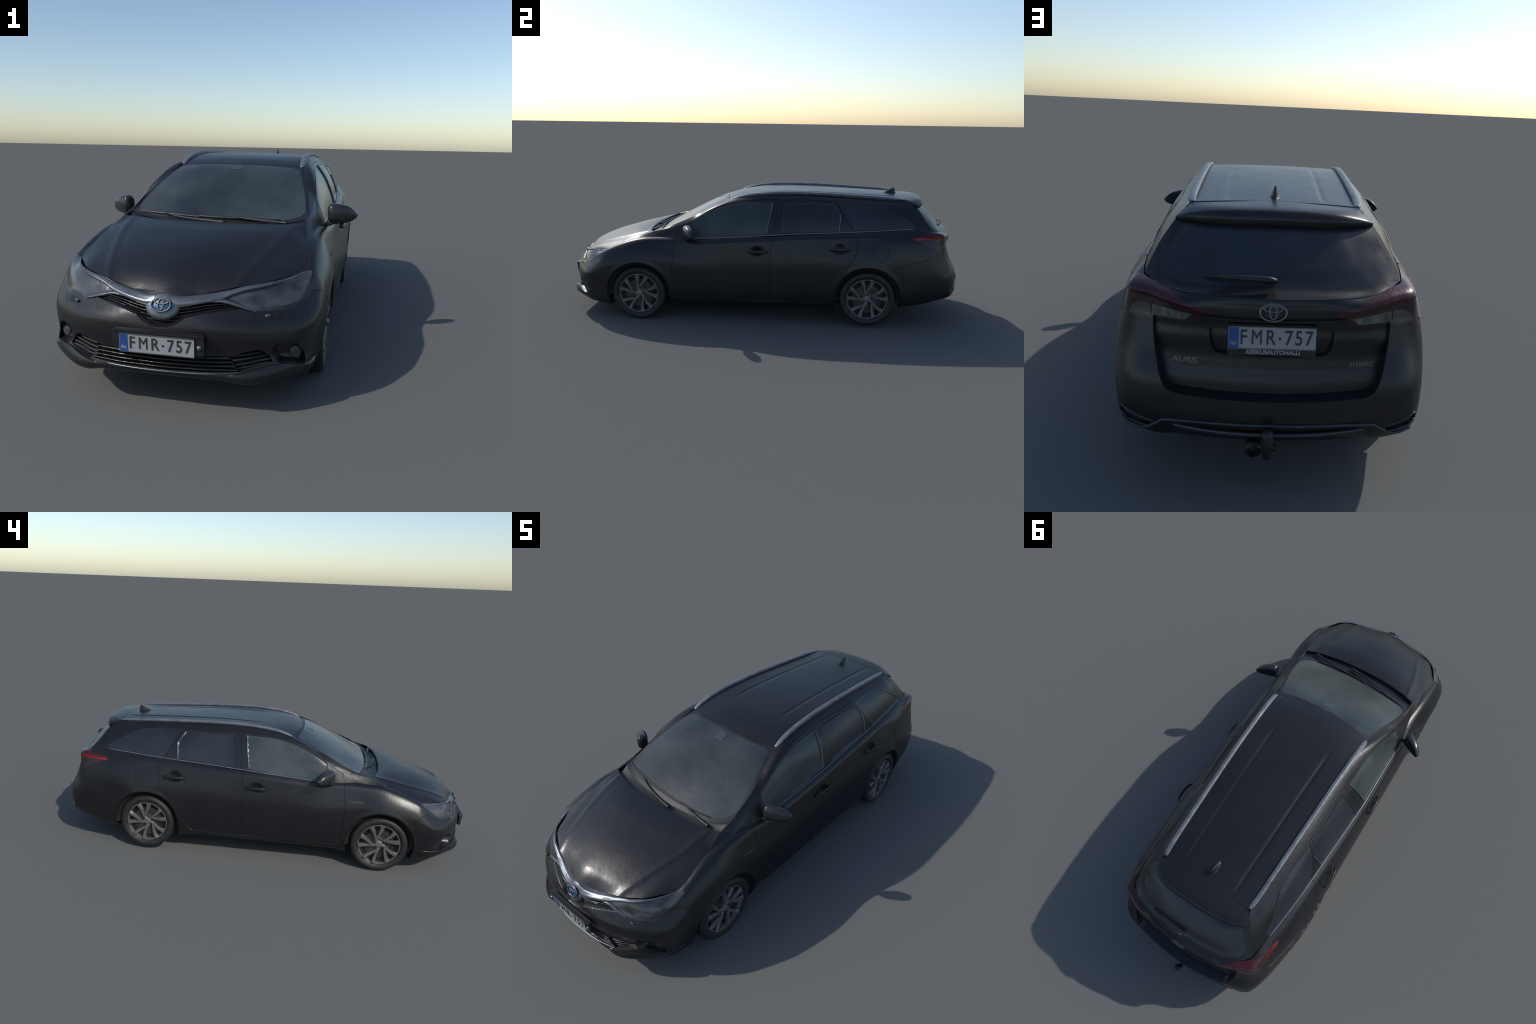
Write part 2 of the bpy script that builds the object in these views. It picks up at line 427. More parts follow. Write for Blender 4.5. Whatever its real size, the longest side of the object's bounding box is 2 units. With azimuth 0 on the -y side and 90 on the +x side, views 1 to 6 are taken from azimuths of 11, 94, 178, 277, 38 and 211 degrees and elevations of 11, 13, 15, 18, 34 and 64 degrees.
LIP_X, LIP_Z = [0, .168, .19, .25, .29, .318, .345, .36], [.1125, .1125, .1165, .1300, .1305, .1240, .1170, .115]
lip_z = lambda a: np.interp(a[:, 0], LIP_X, LIP_Z)
REFL = [(.310, .199), (.270, .187), (.235, .1785), (.243, .167), (.28, .170), (.313, .181)]
HEAD_MASK = lambda c: (c[:, 1] < -.72) & (np.abs(c[:, 0]) > .13)
# rear outlines (|x|, z)
GATE_OUT = [(0, .2425), (.11, .2435), (.18, .246), (.20, .2495), (.2145, .2585), (.226, .2835), (.236, .32), (.242, .35), (.245, .39), (.245, .46), (-.1, .46), (-.1, .2425)]
GATE_IN = [(0, .2455), (.11, .2465), (.179, .249), (.198, .252), (.212, .260), (.223, .2845), (.233, .3205), (.239, .3505), (.242, .39), (.242, .46), (-.1, .46), (-.1, .2455)]
PLATE_REC = rounded([(-.13, .396), (.130, .396), (.124, .33), (.107, .318), (-.107, .318), (-.124, .33)], 2)
TAIL = [(.128, .410), (.155, .386), (.166, .3825), (.25, .3845), (.29, .380), (.311, .373), (.36, .36), (.36, .5), (.262, .474), (.246, .462), (.222, .447), (.173, .427)]
TAIL_SIDE = [(.702, .433), (.708, .4275), (.735, .4165), (.77, .400), (.835, .372), (.87, .36), (.87, .48), (.82, .464), (.808, .456), (.77, .4495), (.722, .4395), (.706, .4375)]
RIDGE_X, RIDGE_Z = [.12, .13, .173, .25, .305, .36], [.406, .4095, .4195, .4355, .4395, .4395]
def ridge(c):
    a = ABS(c)
    return np.where(a[:, 1] > .846, np.interp(a[:, 0], RIDGE_X, RIDGE_Z), np.interp(a[:, 1], [.70, .85], [.4325, .4395]))
CLEAR = [(.162, .4015), (.246, .4135), (.246, .3885), (.178, .3870)]
CLEAR_OUT = [(.2495, .414), (.268, .4150), (.280, .4125), (.288, .407), (.294, .399), (.299, .3865), (.2495, .3880)]
FRONT = lambda c: c[:, 1] < -.70
REAR = lambda c: c[:, 1] > .80
SIDE = lambda c: np.abs(c[:, 0]) > .20

# crisp edges: put mesh edges on every outline before the relief is pushed in
for poly, msk, offs in ((GRILLE, FRONT, (.0, -.005, -.009)), (LGRILLE, FRONT, (.0, -.003)), (FOG, FRONT, (.0, -.007)),
                        (GATE_OUT, REAR, (0.,)), (GATE_IN, REAR, (0.,)), (PLATE_REC, REAR, (0., -.003)), (REFL, REAR, (0., -.0025))):
    for o in offs:
        low.slice(lambda c, p=poly, o=o: sdf(p, ABS(c)[:, XZ])-o, msk)
for o in (.0012, -.0012):
    low.slice(lambda c, o=o: c[:, 2]-lip_z(ABS(c))-o, lambda c: FRONT(c) & (np.abs(c[:, 0]) > .10))
low.slice(lambda c: c[:, 2]-ridge(c), lambda c: (c[:, 1] > .70) & (np.abs(c[:, 0]) > .11))
for o in (.0, .0025):
    low.slice(lambda c, o=o: c[:, 2]-.1865-.0*c[:, 0]+o, lambda c: REAR(c) & (np.abs(c[:, 0]) < .225))

def relief(c, n):
    a = ABS(c); xz, yz = a[:, XZ], a[:, YZ]
    d = np.zeros(len(c)); y = np.zeros(len(c))
    fr, re = FRONT(c), REAR(c)
    # grille and lower intakes pushed back into the nose
    y += fr*.024*sstep(.0, -.009, sdf(GRILLE, xz))
    y += fr*.020*sstep(.0, -.003, sdf(LGRILLE, xz))
    y += fr*.026*sstep(.0, -.007, sdf(FOG, xz))
    # splitter lip standing proud below the intakes
    d -= fr*.0060*sstep(.0012, -.0012, a[:, 2]-lip_z(a))*sstep(.16, .20, a[:, 0])*sstep(-.76, -.84, a[:, 1])
    # boot lid set back inside the bumper
    depth = .010+.018*sstep(.36, .30, a[:, 2])+.004*sstep(.308, .285, a[:, 2])-.009*sstep(.37, .41, a[:, 2])
    so, si = sdf(GATE_OUT, xz), sdf(GATE_IN, xz)
    t = np.clip(-so/np.maximum(-so+np.maximum(si, 0)+1e-5, 1e-5), 0, 1)
    t = np.where(si < 0, 1., np.where(so > 0, 0., t))
    y -= re*depth*t*(a[:, 2] < .43)
    y -= re*.010*sstep(.0, -.003, sdf(PLATE_REC, xz))
    # crease across the boot lid under the badges
    # valance below the bumper ridge, reflector pockets
    y -= re*.007*sstep(.1865, .1840, a[:, 2])*sstep(.225, .20, a[:, 0])
    y -= re*.007*sstep(0, -.0025, sdf(REFL, xz))
    # tail-lamp ledge
    zr = ridge(c); tri = np.where(a[:, 2] > zr, np.clip(1-(a[:, 2]-zr)/.022, 0, 1), np.clip(1-(zr-a[:, 2])/.007, 0, 1))
    wt = np.where(a[:, 1] > .846, sstep(.13, .22, a[:, 0]), sstep(.705, .78, a[:, 1]))*(a[:, 1] > .70)*(a[:, 0] > .12)
    d -= .0045*tri*wt
    # door handle bowls
    for hy, hz in ((-.012, .358), (.375, .381)):
        e = np.hypot((a[:, 1]-hy)/.036, (a[:, 2]-hz)/.026)
        d += .0075*sstep(1.05, .2, e)*(a[:, 0] > .3)
    # wheel-arch flare
    for w in (WF, WR):
        r = np.hypot(a[:, 1]-w[0], a[:, 2]-w[1])
        d -= .0022*np.exp(-((r-R_ARCH)/.012)**2)*(a[:, 0] > .3)
    # sill step below the doors
    d += .0075*sstep(.113, .105, a[:, 2])*sstep(-.42, -.38, a[:, 1])*sstep(.33, .29, a[:, 1])*(a[:, 0] > .3)
    p = c - n*d[:, None]
    p[:, 1] += y
    return p
low.move(relief)

# wheel openings
for w in (WF, WR):
    low.slice(lambda c, w=w: np.hypot(c[:, 1]-w[0], (c[:, 2]-w[1]))-R_ARCH, SIDE)
kill = [f for f in low.bm.faces if abs(f.calc_center_median().x) > .2 and any(
    math.hypot(f.calc_center_median().y-w[0], f.calc_center_median().z-w[1]) < R_ARCH for w in (WF, WR))]
bmesh.ops.delete(low.bm, geom=kill, context='FACES')
# rolled lip inside each opening
lip = [e for e in low.bm.edges if e.is_boundary and abs(e.verts[0].co.x) > .2 and any(
    all(abs(math.hypot(v.co.y-w[0], v.co.z-w[1])-R_ARCH) < .0015 for v in e.verts) for w in (WF, WR))]
for shrink, dx in ((.0, .003), (.004, .006), (.0, .030)):
    r = bmesh.ops.extrude_edge_only(low.bm, edges=lip)
    nv = [g for g in r['geom'] if isinstance(g, bmesh.types.BMVert)]
    for v in nv:
        w = WF if v.co.y < 0 else WR
        dy, dz = v.co.y-w[0], v.co.z-w[1]; k = 1-shrink/R_ARCH
        v.co = Vector((v.co.x-math.copysign(dx, v.co.x), w[0]+dy*k, w[1]+dz*k))
    lip = [g for g in r['geom'] if isinstance(g, bmesh.types.BMEdge)]

# shut lines
low.groove(FDOOR, YZ, lambda c: SIDE(c) & (c[:, 1] < .3) & (c[:, 1] > -.5))
low.groove(RDOOR, YZ, lambda c: SIDE(c) & (c[:, 1] > .06) & (c[:, 1] < .5))
FUEL = [(.567+.035*math.cos(a), .367+.035*math.sin(a)) for a in np.linspace(0, 2*math.pi, 28, endpoint=False)]
low.groove(FUEL, YZ, lambda c: (c[:, 0] > .3), .0008, .0009)
RBUMP = [(.60, .22), (.618, .271), (.632, .288), (.650, .300), (.715, .321), (.79, .340), (.83, .362), (.835, .372), (1.1, .372), (1.1, 0), (.60, 0)]
low.groove(RBUMP, YZ, lambda c: SIDE(c) & (c[:, 1] > .60) & (c[:, 1] < .80) & (c[:, 2] > .26), .0009, .0016)
FBUMP = [(-1.1, 0), (-.70, 0), (-.70, .235), (-.735, .262), (-.76, .285), (-.80, .290), (-1.1, .29)]
low.groove(FBUMP, YZ, lambda c: SIDE(c) & (c[:, 1] < -.70) & (c[:, 1] > -.80) & (c[:, 2] > .23), .0008, .0010)
# lamps
low.slice(lambda c: sdf(HEAD, ABS(c)[:, XZ]), HEAD_MASK)
low.slice(lambda c: sdf(HEAD_LOW, ABS(c)[:, XZ]), lambda c: HEAD_MASK(c) & (sdf(HEAD, ABS(c)[:, XZ]) < .001))
low.slice(lambda c: sdf(TAIL, ABS(c)[:, XZ]), lambda c: c[:, 1] > .83)
low.slice(lambda c: sdf(TAIL_SIDE, c[:, YZ]), lambda c: SIDE(c) & (c[:, 1] > .68) & (c[:, 1] < .845))
in_tail = lambda C: ((sdf(TAIL, ABS(C)[:, XZ]) < 0) & (C[:, 1] > .838)) | ((sdf(TAIL_SIDE, C[:, YZ]) < 0) & SIDE(C) & (C[:, 1] <= .845))
low.slice(lambda c: c[:, 2]-ridge(c)+.0085, lambda c: in_tail(c) & (c[:, 1] > .69))
for q in (CLEAR, CLEAR_OUT):
    low.slice(lambda c, q=q: sdf(q, ABS(c)[:, XZ]), lambda c: (c[:, 1] > .845))
BODY = low.co()
def body_x(y, z):
    q = BODY[BODY[:, 0] > .2]; i = np.argmin((q[:, 1]-y)**2+(q[:, 2]-z)**2); return q[i][0]
def nose_y(x, z):
    q = BODY[BODY[:, 1] < -.7]; k = np.argsort((q[:, 0]-x)**2+(q[:, 2]-z)**2)[:3]; return q[k][:, 1].mean()
def body_y(x, z):
    q = BODY[BODY[:, 1] > .8]; k = np.argsort((q[:, 0]-x)**2+(q[:, 2]-z)**2)[:3]; return q[k][:, 1].mean()

in_lip = lambda C: (np.abs(C[:, 0]) > .2) & (np.min([np.hypot(C[:, 1]-w[0], C[:, 2]-w[1]) for w in (WF, WR)], 0) < R_ARCH-.0006)
VOID_G = lambda C: (sdf(GRILLE, ABS(C)[:, XZ]) < -.005) & FRONT(C)
low.split([
    ('wheel_arch_lip', 'plastic', in_lip),
    ('headlight', 'lamp_dark', lambda C: (sdf(HEAD, ABS(C)[:, XZ]) < 0) & (sdf(HEAD_LOW, ABS(C)[:, XZ]) < 0) & HEAD_MASK(C)),
    ('headlight', 'lamp', lambda C: (sdf(HEAD, ABS(C)[:, XZ]) < 0) & HEAD_MASK(C)),
    ('tail_light', 'red', lambda C: in_tail(C) & (C[:, 2] > ridge(C))),
    ('tail_light', 'bright_red', lambda C: in_tail(C) & (C[:, 2] > ridge(C)-.0085) & (C[:, 1] < .846) & (C[:, 1] > .716)),
    ('tail_light', 'dark_red', lambda C: in_tail(C) & (C[:, 2] > ridge(C)-.0085)),
    ('reversing_light', 'clear', lambda C: in_tail(C) & (sdf(CLEAR, ABS(C)[:, XZ]) < 0) & (C[:, 1] > .84)),
    ('reversing_light', 'clear_dim', lambda C: in_tail(C) & (sdf(CLEAR_OUT, ABS(C)[:, XZ]) < 0) & (C[:, 1] > .84)),
    ('tail_light', 'smoke', in_tail),
    ('rear_reflector', 'smoke', lambda C: (sdf(REFL, ABS(C)[:, XZ]) < -.0024) & REAR(C)),
    ('grille_recess', 'void', VOID_G),
    ('lower_grille_recess', 'void', inside(LGRILLE, XZ, FRONT)),
    ('tailgate', 'paint', lambda C: (sdf(GATE_IN, ABS(C)[:, XZ]) < .0005) & REAR(C)),
    ('front_door', 'paint', inside(FDOOR, YZ, lambda C: SIDE(C))),
    ('rear_door', 'paint', inside(RDOOR, YZ, lambda C: SIDE(C))),
    ('fuel_flap', 'paint', lambda C: (sdf(FUEL, C[:, YZ]) < 0) & (C[:, 0] > .3)),
    ('rear_bumper', 'paint', lambda C: ((sdf(RBUMP, C[:, YZ]) < 0) & (C[:, 1] > .6)) | ((C[:, 1] > .84) & (C[:, 2] < .39))),
    ('front_bumper', 'paint', lambda C: (sdf(FBUMP, C[:, YZ]) < 0) | (C[:, 1] < -.84)),
], ('body_side', 'paint'))

# ------------------------------------------------------------------ bonnet
def grid_from(rows):      # rows[s][t] -> patch cols indexed by t
    return [[rows[s][t] for s in range(len(rows))] for t in range(len(rows[0]))]
HOOD = [
 [(0,-.938,.299),(.08,-.925,.2935),(.16,-.901,.308),(.235,-.863,.320),(.300,-.78,.327)],
 [(0,-.89,.338),(.085,-.878,.335),(.165,-.853,.337),(.24,-.812,.341),(.310,-.735,.345)],
 [(0,-.79,.380),(.085,-.782,.378),(.165,-.765,.373),(.24,-.735,.368),(.308,-.67,.371)],
 [(0,-.69,.408),(.08,-.685,.407),(.16,-.67,.404),(.235,-.645,.399),(.298,-.605,.394)],
 [(0,-.577,.421),(.075,-.575,.421),(.15,-.568,.421),(.22,-.555,.422),(.285,-.533,.4240)],
 [(0,-.573,.413),(.075,-.571,.413),(.15,-.564,.413),(.22,-.551,.414),(.285,-.531,.418)]]
E7 = LOW[:, -1]; E7 = E7[(E7[:, 1] < -.60) & (E7[:, 0] > .28)]
for r_, y_ in ((0, -.78), (1, -.735), (2, -.67), (3, -.61)):
    e_ = E7[np.argmin(np.abs(E7[:, 1]-y_))]; HOOD[r_][4] = tuple(e_)
for r_ in HOOD: r_.append((r_[4][0]+.0015, r_[4][1], r_[4][2]-.007))
hood = Shell(patch(grid_from(HOOD), 85, 95, True), (0, -.7, .2))
def hood_relief(c, n):
    a = ABS(c)
    ln = [(.165, -.90), (.20, -.80), (.232, -.68), (.25, -.56)]
    return c + n*(.0022*np.exp(-(ldist(ln, a[:, XY])/.012)**2))[:, None]
hood.move(hood_relief)
hood.split([], ('bonnet', 'paint'))

# cowl panel between bonnet and windscreen
WS = [
 [(0,-.535,.413),(.08,-.532,.413),(.16,-.524,.415),(.23,-.51,.421),(.279,-.49,.432)],
 [(0,-.437,.468),(.08,-.436,.467),(.16,-.43,.464),(.23,-.423,.460),(.281,-.42,.457)],
 [(0,-.34,.518),(.08,-.339,.517),(.16,-.336,.513),(.22,-.333,.507),(.268,-.33,.501)],
 [(0,-.25,.561),(.08,-.249,.56),(.15,-.247,.556),(.2,-.245,.550),(.243,-.245,.541)],
 [(0,-.187,.584),(.07,-.185,.583),(.13,-.178,.581),(.18,-.168,.578),(.222,-.156,.575)]]
H5 = HOOD[5][:5]
COWL = [[(x, y-.002, z+.002) for x, y, z in H5], [(x, y+.006, z-.008) for x, y, z in H5], [(x, (y+q[1])/2, (z+q[2])/2-.008) for (x, y, z), q in zip(H5, WS[0])], [(x, y-.003, z-.004) for x, y, z in WS[0]], [(x, y+.01, z+.002) for x, y, z in WS[0]]]
cowl = Shell(patch(grid_from(COWL), 60, 14, True), (0, -.5, .2))
cowl.split([], ('cowl_panel', 'plastic'))
screen = Shell(patch(grid_from(WS), 70, 90, True), (0, -.3, .2))
SCREEN_XY = rounded([(-.3, -.522), (.12, -.517), (.20, -.503), (.25, -.482), (.2735, -.447), (.268, -.41), (.254, -.33), (.228, -.235), (.211, -.178), (.13, -.195), (0, -.2015), (-.13, -.195), (-.3, -.186)], 1)
screen.slice(lambda c: sdf(SCREEN_XY, ABS(c)[:, XY]))
screen.split([('windscreen', 'screen', inside(SCREEN_XY, XY))], ('windscreen_surround', 'plastic'))

q = [(-.024, -.246, .5640), (.024, -.246, .5640), (.019, -.214, .5760), (-.019, -.214, .5760)]
n_ = np.array((0, -.45, .89))*.0009
V = [tuple(np.array(p)+n_) for p in q]+[tuple(np.array(p)-3*n_) for p in q]
mesh_obj('rain_sensor', V, [(0, 1, 2, 3), (4, 5, 1, 0), (5, 6, 2, 1), (6, 7, 3, 2), (7, 4, 0, 3)], 'glass', smooth=False)

# ------------------------------------------------------------------ roof and spoiler
def crown(y, zc, xe, ye, ze):
    return [(xe*t, y+(ye-y)*t*t, zc+(ze-zc)*(t**2.2)) for t in (0, .3, .6, .85, 1)]
ROOFR = [crown(-.187, .584, .222, -.156, .575), crown(-.1, .604, .2195, -.09, .595), crown(0, .613, .217, 0, .609), crown(.15, .618, .2135, .15, .614),
         crown(.35, .616, .2045, .35, .609), crown(.55, .609, .1975, .55, .600), crown(.687, .602, .190, .69, .594)]
roof = Shell(patch(grid_from(ROOFR), 70, 190, True), (0, .2, .2))
def roof_relief(c, n):   # two long shallow ribs
    a = ABS(c)
    w = sstep(-.05, .06, a[:, 1])*sstep(.69, .62, a[:, 1])
    return c - n*(.0022*np.exp(-((a[:, 0]-np.interp(a[:, 1], [-.1, .7], [.128, .112]))/.007)**2)*w)[:, None]
roof.move(roof_relief)
roof.split([], ('roof', 'paint'))

SPO = [[(0,.688,.602),(.06,.688,.601),(.12,.689,.598),(.165,.690,.5955),(.190,.691,.594)],
       [(0,.735,.6005),(.06,.735,.5995),(.125,.733,.597),(.178,.722,.591),(.205,.712,.583)],
       [(0,.770,.5965),(.062,.769,.5955),(.128,.764,.592),(.186,.744,.583),(.216,.729,.573)],
       [(0,.779,.5890),(.063,.778,.588),(.130,.772,.585),(.189,.752,.578),(.2195,.735,.569)],
       [(0,.784,.5790),(.063,.783,.578),(.130,.776,.575),(.189,.755,.570),(.2190,.735,.563)],
       [(0,.783,.5680),(.063,.782,.567),(.130,.774,.565),(.188,.752,.563),(.2170,.732,.559)],
       [(0,.778,.5610),(.063,.777,.560),(.130,.769,.559),(.187,.744,.559),(.214,.727,.557)],
       [(0,.755,.5620),(.063,.754,.561),(.130,.748,.560),(.187,.732,.560),(.210,.718,.558)]]
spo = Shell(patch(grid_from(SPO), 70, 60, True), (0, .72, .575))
spo.split([('spoiler_black_band', 'void', lambda C: np.array([f.normal.z < .12 and f.calc_center_median().z < .592 and f.calc_center_median().y > .70 for f in spo.bm.faces]))], ('rear_spoiler', 'paint'))
v, f = sweep([(x, .687, z) for x, z in zip(np.linspace(-.19, .19, 41), .6012-.0068*(np.linspace(-1, 1, 41)**2))], ring(6, .0012, .0012))
mesh_obj('spoiler_seam', v, f, 'gap')

# ------------------------------------------------------------------ cabin sides
CAB = [
 [(.302,-.61,.391),(.298,-.60,.395),(.293,-.585,.402),(.289,-.56,.412),(.285,-.531,.423)],
 [(.311,-.535,.400),(.304,-.530,.408),(.296,-.523,.418),(.289,-.515,.4275),(.279,-.492,.4315)],
 [(.313,-.46,.405),(.308,-.455,.417),(.300,-.45,.431),(.292,-.447,.442),(.281,-.442,.4515)],
 [(.329,-.36,.402),(.318,-.357,.427),(.306,-.352,.451),(.292,-.347,.474),(.2695,-.338,.498)],
 [(.331,-.25,.406),(.318,-.25,.446),(.301,-.25,.488),(.280,-.25,.530),(.243,-.245,.541)],
 [(.331,-.10,.417),(.315,-.10,.468),(.289,-.11,.53),(.256,-.115,.575),(.2205,-.125,.590)],
 [(.331,.05,.430),(.313,.05,.482),(.284,.05,.54),(.246,.05,.588),(.2155,.05,.612)],
 [(.324,.20,.439),(.309,.20,.488),(.281,.20,.545),(.246,.20,.589),(.2115,.20,.6135)],
 [(.316,.35,.447),(.303,.35,.493),(.277,.35,.545),(.245,.35,.585),(.2045,.35,.609)],
 [(.308,.50,.456),(.296,.50,.496),(.272,.50,.542),(.241,.50,.576),(.199,.50,.602)],
 [(.295,.65,.466),(.284,.65,.495),(.264,.65,.532),(.236,.65,.565),(.192,.65,.596)],
 [(.285,.74,.4685),(.275,.725,.493),(.257,.712,.526),(.235,.70,.556),(.1975,.700,.590)],
 [(.274,.812,.460),(.263,.786,.490),(.246,.760,.524),(.228,.742,.552),(.2135,.722,.572)],
]
cab = Shell(patch(CAB, 330, 70), (0, .1, .45))
cab.groove(FDOOR, YZ, lambda c: (c[:, 2] > .40) & (c[:, 1] < .1))
cab.groove(RDOOR, YZ, lambda c: (c[:, 2] > .44) & (c[:, 1] > .09))
for g in (FGLASS, RGLASS, QGLASS, MIRROR_TRI):
    cab.slice(lambda c, g=g: sdf(g, c[:, YZ]))
def glass_in(c, n):
    d = np.zeros(len(c))
    for g, dep in ((FGLASS, .003), (RGLASS, .003), (QGLASS, .0012)):
        d += dep*sstep(.0, -.004, sdf(g, c[:, YZ]))
    return c - n*d[:, None]
cab.move(glass_in)
cab.split([
    ('front_side_window', 'glass', inside(FGLASS, YZ)),
    ('rear_side_window', 'dark_glass', inside(RGLASS, YZ)),
    ('quarter_window', 'dark_glass', inside(QGLASS, YZ)),
    ('mirror_base', 'plastic', inside(MIRROR_TRI, YZ)),
    ('front_door_frame', 'paint', inside(FDOOR, YZ)),
    ('rear_door_frame', 'paint', inside(RDOOR, YZ)),
], ('cabin_pillar', 'paint'))

# ------------------------------------------------------------------ rear window and garnish ledge
RG = [
 [(0,.765,.568),(.08,.763,.567),(.15,.753,.565),(.19,.738,.566),(.2135,.722,.572)],
 [(0,.802,.537),(.085,.799,.537),(.155,.788,.537),(.198,.765,.543),(.228,.742,.552)],
 [(0,.844,.495),(.09,.840,.495),(.17,.827,.493),(.216,.797,.505),(.246,.760,.524)],
 [(0,.876,.458),(.1,.872,.456),(.18,.859,.454),(.226,.835,.464),(.263,.786,.490)],
 [(0,.912,.4425),(.1,.903,.4425),(.17,.885,.4425),(.224,.860,.4475),(.274,.812,.460)]]
rg = Shell(patch(grid_from(RG), 70, 80, True), (0, .7, .4))
RGLASS_XZ = rounded([(-.2, .585), (.16, .58), (.195, .562), (.215, .53), (.238, .492), (.244, .472), (.222, .458), (.10, .4555), (0, .4575), (-.2, .4555)], 1)
rg.slice(lambda c: sdf(RGLASS_XZ, ABS(c)[:, XZ]))
rg.split([('rear_window', 'dark_glass', inside(RGLASS_XZ, XZ))], ('rear_window_frame', 'paint'))

# ------------------------------------------------------------------ underbody and wheel wells
ub = []
US = np.linspace(-.90, .90, 90)
edge = LOW[:, 0]
for y in US:
    e = edge[np.argmin(np.abs(edge[:, 1]-y)+(edge[:, 0] < .05)*5)]
    ub.append((e[0], y, e[2]))
V, F = [], []
for i, (x, y, z) in enumerate(ub):
    hw = abs(x)
    for w in (WF, WR):
        if abs(y-w[0]) < R_ARCH+.004: hw = .235
    zz = min(z, .12) if abs(y) < .7 else z
    hw *= .985; V += [(-hw, y, z+.003), (-hw*.5, y, z+.005), (0, y, z+.005), (hw*.5, y, z+.005), (hw, y, z+.003)]
F = grid_faces(len(ub), 5)
mesh_obj('underbody', V, F, 'void')
parts = []
for w in (WF, WR):
    for sg in (1, -1):
        n = 40; v = []
        for i in range(n):
            a = math.radians(-6+192*i/(n-1))
            for r, x in ((R_ARCH+.003, .358), (R_ARCH-.002, .351), (.140, .349), (.124, .32), (.02, .26)):
                v.append((sg*x, w[0]+r*math.cos(a), w[1]+r*math.sin(a)))
        parts.append((v, grid_faces(n, 5)))
v, f = merge(parts); mesh_obj('wheel_well', v, f, 'void')

# ------------------------------------------------------------------ wheels
RT, RR = .1318, .096     # tyre and rim-lip radius
tyre_prof = [(.030, .090), (.037, .0955), (.0415, .100), (.0465, .108), (.048, .115), (.0465, .1215), (.0425, .1265), (.037, .1298), (.028, RT-.0007), (.016, RT), (.0155, RT-.004), (.0125, RT-.004), (.012, RT),
             (-.012, RT), (-.0125, RT-.004), (-.0155, RT-.004), (-.016, RT), (-.028, RT-.0007), (-.037, .1298), (-.0425, .1265), (-.048, .115), (-.0465, .108), (-.037, .0955), (-.03, .09)]
tv, tf = lathe(tyre_prof, 96)
rim_prof = [(.039, .0945), (.0410, .0965), (.0405, .0975), (.0385, .0975), (.036, .0955)]
rim_parts = [lathe([(.0385, .0915), (.0405, .0925), (.0415, .0945), (.0412, .0965), (.039, .0975), (.036, .097)], 96),
             lathe([(.0385, .0915), (.030, .0895), (.012, .087), (-.03, .086), (-.036, .095)], 72)]
def spoke(th, out, w0, w1):
    """A tapered blade from the V root to the rim, bevelled, with a dished profile."""
    ra, aa = .030, math.radians(th+22); ro, ao = .0925, math.radians(th+out)
    p0 = np.array((ra*math.cos(aa), ra*math.sin(aa))); p1 = np.array((ro*math.cos(ao), ro*math.sin(ao)))
    bulge = np.array((-(p1-p0)[1], (p1-p0)[0]))*(-.06)
    P, S = [], []
    for s in np.linspace(0, 1, 12):
        q = p0+(p1-p0)*s+bulge*4*s*(1-s)
        P.append((.0355+.0045*s**1.3, q[0], q[1])); S.append((w0+(w1-w0)*s**1.4, .0065+.001*s))
    sec = np.array([(-1, -1), (-1, .2), (-.55, 1), (.55, 1), (1, .2), (1, -1)])
    return sweep(P, sec, S, up=(1, 0, 0))
for k in range(5):
    th = 72*k
    rim_parts.append(spoke(th, 16, .0052, .0115))
    rim_parts.append(spoke(th, -16, .0052, .0115))
    a = math.radians(th+26); a2 = math.radians(th+14)
    pts = [(.029, .010*math.cos(a2), .010*math.sin(a2)), (.031, .021*math.cos(a), .021*math.sin(a)), (.0325, .034*math.cos(math.radians(th+21)), .034*math.sin(math.radians(th+21)))]
    rim_parts.append(sweep(pts, np.array([(-1, -1), (-1, .3), (-.5, 1), (.5, 1), (1, .3), (1, -1)]), [(.009, .006), (.0075, .0065), (.0055, .006)], up=(1, 0, 0)))
rim_parts.append(lathe([(.0385, 0), (.0385, .009), (.0378, .0135), (.036, .0158), (.030, .0162)], 32))
rim_parts.append(lathe([(.024, .034), (.028, .030), (.029, .018), (.029, 0)], 40))
rv, rf = merge(rim_parts)
bv, bf = lathe([(.024, .0), (.024, .02), (.025, .030), (.0285, .032), (.0285, .068), (.018, .070)], 64)
nut_v, nut_f = lathe([(.038, 0), (.038, .0028), (.036, .0042), (.026, .0044)], 6)
cal_v, cal_f = merge([sweep([(.018, .058*math.cos(a), .058*math.sin(a)) for a in np.radians(np.linspace(-20, 35, 9))], ring(8, .012, .012, 4), up=(1, 0, 0))])
well_v, well_f = lathe([(.026, .088), (.024, .07), (.022, .0)], 40)

meshes = {}
def shared(name, v, f, mat, angle=35):
    me = bpy.data.meshes.new(name); me.from_pydata([tuple(map(float, p)) for p in v], [], [tuple(map(int, q)) for q in f]); me.validate()
    bm = bmesh.new(); bm.from_mesh(me); bmesh.ops.recalc_face_normals(bm, faces=bm.faces[:]); bm.to_mesh(me); bm.free()
    me.polygons.foreach_set('use_smooth', [True]*len(me.polygons)); me.set_sharp_from_angle(angle=math.radians(angle)); me.update()
    me.materials.append(M[mat]); return me
ME = dict(tyre=shared('tyre', tv, tf, 'tyre', 60), wheel_rim=shared('wheel_rim', rv, rf, 'rim'), brake_disc=shared('brake_disc', bv, bf, 'steel'),
          brake_caliper=shared('brake_caliper', cal_v, cal_f, 'plastic'), wheel_backing=shared('wheel_backing', well_v, well_f, 'void'), lug_nut=shared('lug_nut', nut_v, nut_f, 'steel'))
